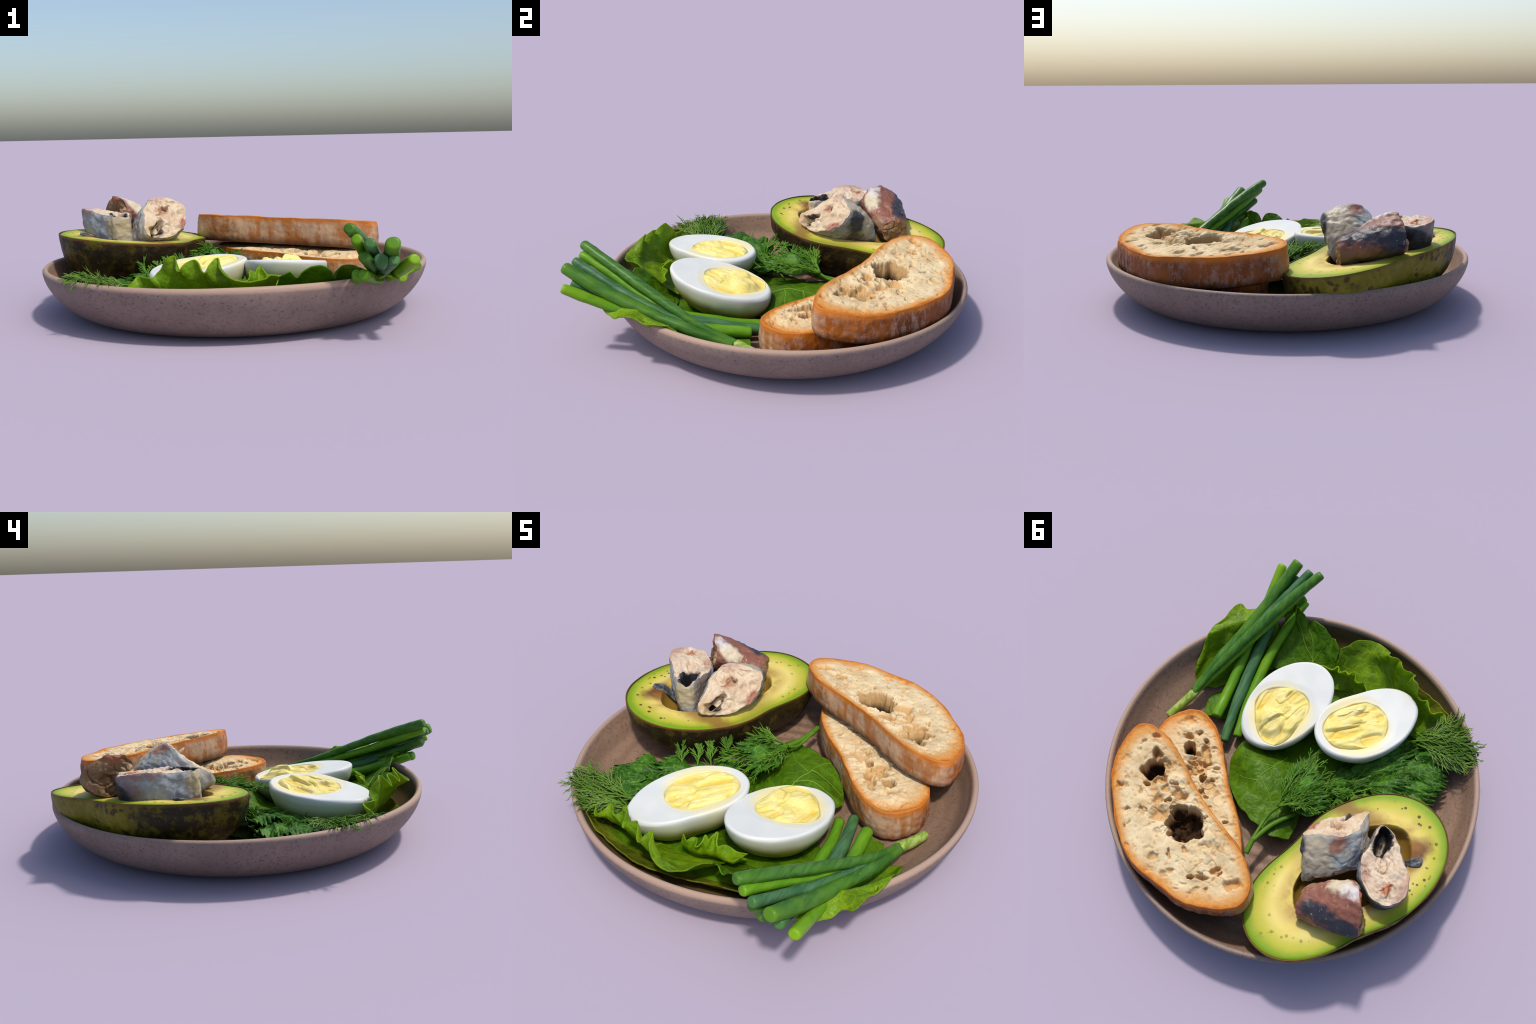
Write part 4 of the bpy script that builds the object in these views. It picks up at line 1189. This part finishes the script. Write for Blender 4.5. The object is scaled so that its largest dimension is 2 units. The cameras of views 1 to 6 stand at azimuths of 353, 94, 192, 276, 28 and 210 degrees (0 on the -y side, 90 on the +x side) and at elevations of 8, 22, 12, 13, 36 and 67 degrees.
def leafy(p0, p1, width, seed, lift=0.03, teeth=7):
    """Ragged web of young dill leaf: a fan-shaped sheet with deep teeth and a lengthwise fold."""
    g = np.random.default_rng(seed)
    p0, p1 = np.asarray(p0, float), np.asarray(p1, float)
    D = p1 - p0
    L = np.linalg.norm(D)
    S = np.cross(D / L, (0, 0, 1))
    S /= np.linalg.norm(S) + 1e-9
    nu, nv = 26, 31
    u = np.linspace(0, 1, nu)[:, None]
    v = np.linspace(-1, 1, nv)[None]
    saw = np.abs(((v * teeth / 2 + g.uniform()) % 1) - 0.5) * 2
    reach = (1 - 0.35 * v ** 2) * (0.70 + 0.30 * saw)
    w = width * (0.18 + 0.82 * np.sin(np.clip(u * 1.9, 0, 1.57)))
    P = p0 + D * (u * reach)[..., None] + S * (w * v * (0.75 + 0.25 * u))[..., None]
    fold = lift * (np.sin(u * 3.0) * (0.6 - np.abs(v)) + 0.35 * np.sin(v * 5 + g.uniform(0, 6)) * u)
    P[..., 2] += fold + 0.014 * fbm(P, 18, 2, seed)
    fz = np.vectorize(lambda x, y: floor_z((x, y)))(P[..., 0], P[..., 1])
    P[..., 2] = np.maximum(P[..., 2], fz + 0.006)
    V, F, _ = sheet(P, 0.004)
    return V, F

def dill_sprig(fronds, sheets, label, mats, extra_stems=()):
    st, nd, sh = [], [], []
    for f in fronds:
        a, b = frond(**f)
        st += a
        nd += b
    for s in sheets:
        sh.append(leafy(*s))
    for pts, rad in extra_stems:
        P = catmull(pts, 24)
        st.append(tube(P, np.interp(np.linspace(0, 1, 24), np.linspace(0, 1, len(rad)), rad), 10))
    st, nd, sh = ([(rest_on_bowl(v, 0.003), f) for v, f in q] for q in (st, nd, sh))
    V, _ = merge(st + nd + sh)
    O = V.mean(0)
    top = thing("dill_sprig", label, "dill", (O[0], O[1], V[:, 2].min()))
    V, F = merge(st)
    part("stem", V - O, F, mats[0], top, O)
    V, F = merge(nd)
    part("thread", V - O, F, mats[1], top, O, kind="stuff")
    if sh:
        V, F = merge(sh)
        part("frond", V - O, F, mats[2], top, O, kind="stuff")

def build_dill():
    stem = dill_material("dill_stem", (80, 124, 24), (102, 144, 40))
    thread = dill_material("dill_thread", (80, 128, 30), (112, 156, 52))
    dark = dill_material("dill_thread_dark", (66, 108, 26), (100, 142, 46))
    web = Mat("dill_leaf", 0.5)
    c = web.mix(web.ramp(web.noise(11, 4, 0.6), 0.35, 0.65), (42, 86, 16), (72, 120, 30))
    e = web.voronoi(26, web.warp(10, 0.06), 'DISTANCE_TO_EDGE')
    c = web.mix(web.ramp(e, 0.0, 0.07, True, 0.7, 0.0), c, (104, 150, 52))
    web.color(c)
    web.bump(web.noise(40, 3, 0.6), 0.4, 0.008)
    web.translucent((60, 110, 24), 0.2)
    g = np.random.default_rng(5)
    F = lambda a, b, w, n, s, **k: dict(p0=a, p1=b, width=w, pinnae=n, seed=s, **k)
    # sprig with the forked stem, fanning out towards the eggs
    fan = [(-0.043, -0.115, 0.225), (-0.10, -0.09, 0.235), (-0.159, -0.047, 0.240), (-0.16, 0.045, 0.250), (-0.126, 0.124, 0.270), (-0.227, 0.039, 0.235), (-0.019, 0.039, 0.245), (-0.17, 0.171, 0.265), (-0.20, -0.02, 0.22)]
    k0 = (-0.015, 0.235, 0.212)
    fr = [F(k0, p, 0.100, 8, 40 + i, arch=0.02, r=0.0025, sub=3, stemr=0.006) for i, p in enumerate(fan)]
    fr += [F((-0.10, 0.215, 0.165), (-0.24, 0.10, 0.19), 0.08, 12, 60), F((-0.08, 0.22, 0.17), (-0.15, 0.20, 0.29), 0.05, 9, 61), F((-0.06, 0.2, 0.18), (-0.28, 0.0, 0.20), 0.08, 13, 62)]
    sh = [((-0.03, 0.20, 0.215), (-0.07, -0.08, 0.240), 0.080, 1, 0.03), ((-0.04, 0.20, 0.232), (-0.16, 0.0, 0.262), 0.095, 2, 0.035), ((-0.05, 0.20, 0.230), (-0.24, 0.07, 0.245), 0.085, 3, 0.03),
          ((-0.08, 0.20, 0.19), (-0.13, 0.19, 0.285), 0.035, 4, 0.01, 4)]
    dill_sprig(fr, sh, "fresh dill sprig with forked stem and feathery fronds", (stem, thread, web.mat),
               [([(0.015, 0.512, 0.166), (0.017, 0.433, 0.178)], [0.014, 0.014]),
                ([(0.019, 0.445, 0.178), (0.016, 0.35, 0.184), (0.006, 0.28, 0.192), (-0.04, 0.205, 0.226)], [0.010, 0.008, 0.008, 0.005]),
                ([(0.016, 0.445, 0.176), (-0.02, 0.34, 0.172), (-0.07, 0.26, 0.168), (-0.13, 0.19, 0.165)], [0.013, 0.014, 0.013, 0.008])])
    # dense mass between the eggs and the avocado, streaming to the left rim
    ends = [(-0.635, -0.36), (-0.683, -0.298), (-0.72, -0.217), (-0.546, -0.188), (-0.51, -0.447), (-0.295, -0.073), (-0.443, -0.24), (-0.60, -0.27), (-0.40, -0.12), (-0.35, -0.2), (-0.68, -0.36), (-0.50, -0.30)]
    fr, sh = [], []
    for i, (x, y) in enumerate(ends + ends[:5]):
        e = np.array([x, y]) * (0.93, 0.96) + g.normal(0, 0.035, 2)
        s = np.array([-0.14, 0.06]) + (e - (-0.14, 0.06)) * g.uniform(0.1, 0.55) + g.normal(0, 0.03, 2)
        ze = max(floor_z(e) + 0.025, g.uniform(0.11, 0.16))
        fr.append(F((s[0], s[1], g.uniform(0.125, 0.16)), (e[0], e[1], ze), 0.10, 8, 100 + i, arch=0.018, r=0.0025, sub=3))
    for i, (x, y) in enumerate(ends + [(-0.25, 0.02), (-0.33, 0.0), (-0.65, -0.22), (-0.58, -0.40)]):
        e = np.array([x, y])
        s = np.array([-0.12, 0.02]) + (e - (-0.12, 0.02)) * g.uniform(0.25, 0.6)
        ze = max(floor_z(e) + 0.015, g.uniform(0.10, 0.15))
        sh.append(((s[0], s[1], g.uniform(0.13, 0.165)), (e[0], e[1], ze + 0.025), g.uniform(0.075, 0.11), 200 + i, 0.045))
    for i, (a, b, w) in enumerate([((-0.50, -0.17, 0.175), (-0.69, -0.20, 0.16), 0.10), ((-0.52, -0.26, 0.180), (-0.73, -0.31, 0.17), 0.10), ((-0.50, -0.36, 0.175), (-0.68, -0.42, 0.17), 0.09), ((-0.36, -0.10, 0.175), (-0.55, -0.16, 0.185), 0.09)]):
        sh.append((a, b, w, 250 + i, 0.05, 9))
    # threads standing against the avocado
    for i, (x, y) in enumerate([(-0.30, 0.03), (-0.36, 0.0), (-0.24, 0.08), (-0.42, -0.03)]):
        fr.append(F((x, y - 0.06, 0.17), (x - 0.05, y + 0.03, 0.245), 0.06, 9, 300 + i, arch=0.01))
    dill_sprig(fr, sh, "dense tangle of dark green dill fronds", (stem, dark, web.mat))
    # light bunch fanning onto the left rim
    tips = [(-0.822, -0.517, 0.250), (-0.840, -0.456, 0.254), (-0.836, -0.380, 0.266), (-0.612, -0.653, 0.240), (-0.72, -0.58, 0.238), (-0.77, -0.54, 0.243), (-0.66, -0.62, 0.24), (-0.78, -0.40, 0.22), (-0.74, -0.46, 0.22), (-0.72, -0.52, 0.235), (-0.82, -0.42, 0.26), (-0.65, -0.55, 0.22)]
    fr, sh = [], []
    for i, p in enumerate(tips):
        r0 = np.array([-0.47, -0.46, 0.165]) + g.normal(0, 0.03, 3) * (1, 1, 0.3)
        p = tuple(r0 + (np.array(p) - r0) * 0.86)
        fr.append(F(tuple(r0), p, 0.11, 9, 400 + i, arch=0.015, r=0.0024, up=0.10, sub=3))
    for i, p in enumerate(tips[:9]):
        q = np.array(p) * (0.90, 0.90, 1) + (-0.045, -0.04, -0.028)
        sh.append(((-0.50, -0.45, 0.165), tuple(q), 0.06, 500 + i, 0.02))
    light = dill_material("dill_thread_light", (92, 130, 42), (128, 158, 74))
    webl = Mat("dill_leaf_light", 0.5)
    c = webl.mix(webl.ramp(webl.noise(11, 4, 0.6), 0.35, 0.65), (48, 88, 22), (98, 116, 58))
    webl.color(c)
    webl.translucent((80, 120, 40), 0.2)
    dill_sprig(fr, sh, "light feathery dill bunch resting on the bowl rim", (stem, light, webl.mat))

# ================================================================== BUILD
VEIN = vein_material()
mid_bright = lettuce_material("salad_leaf", (104, 144, 22), (70, 112, 14))
build_bowl()
build_avocado()
build_bread(B1, HOLES1, (0.0055, 0.0018), ((0.20, -0.20), (-0.28, 0.10)), 71, "upper slice of rustic bread, floury crust, large holes")
build_bread(B2, HOLES2, (0.0094, 0.0314), ((0.20, -0.33), (0.0, -0.06)), 91, "lower slice of rustic bread with orange-brown crust")
for i, E in enumerate(EGGS):
    build_egg(E, 15 + 30 * i)
build_fish_all()
build_lettuce()
build_onions()
build_dill()
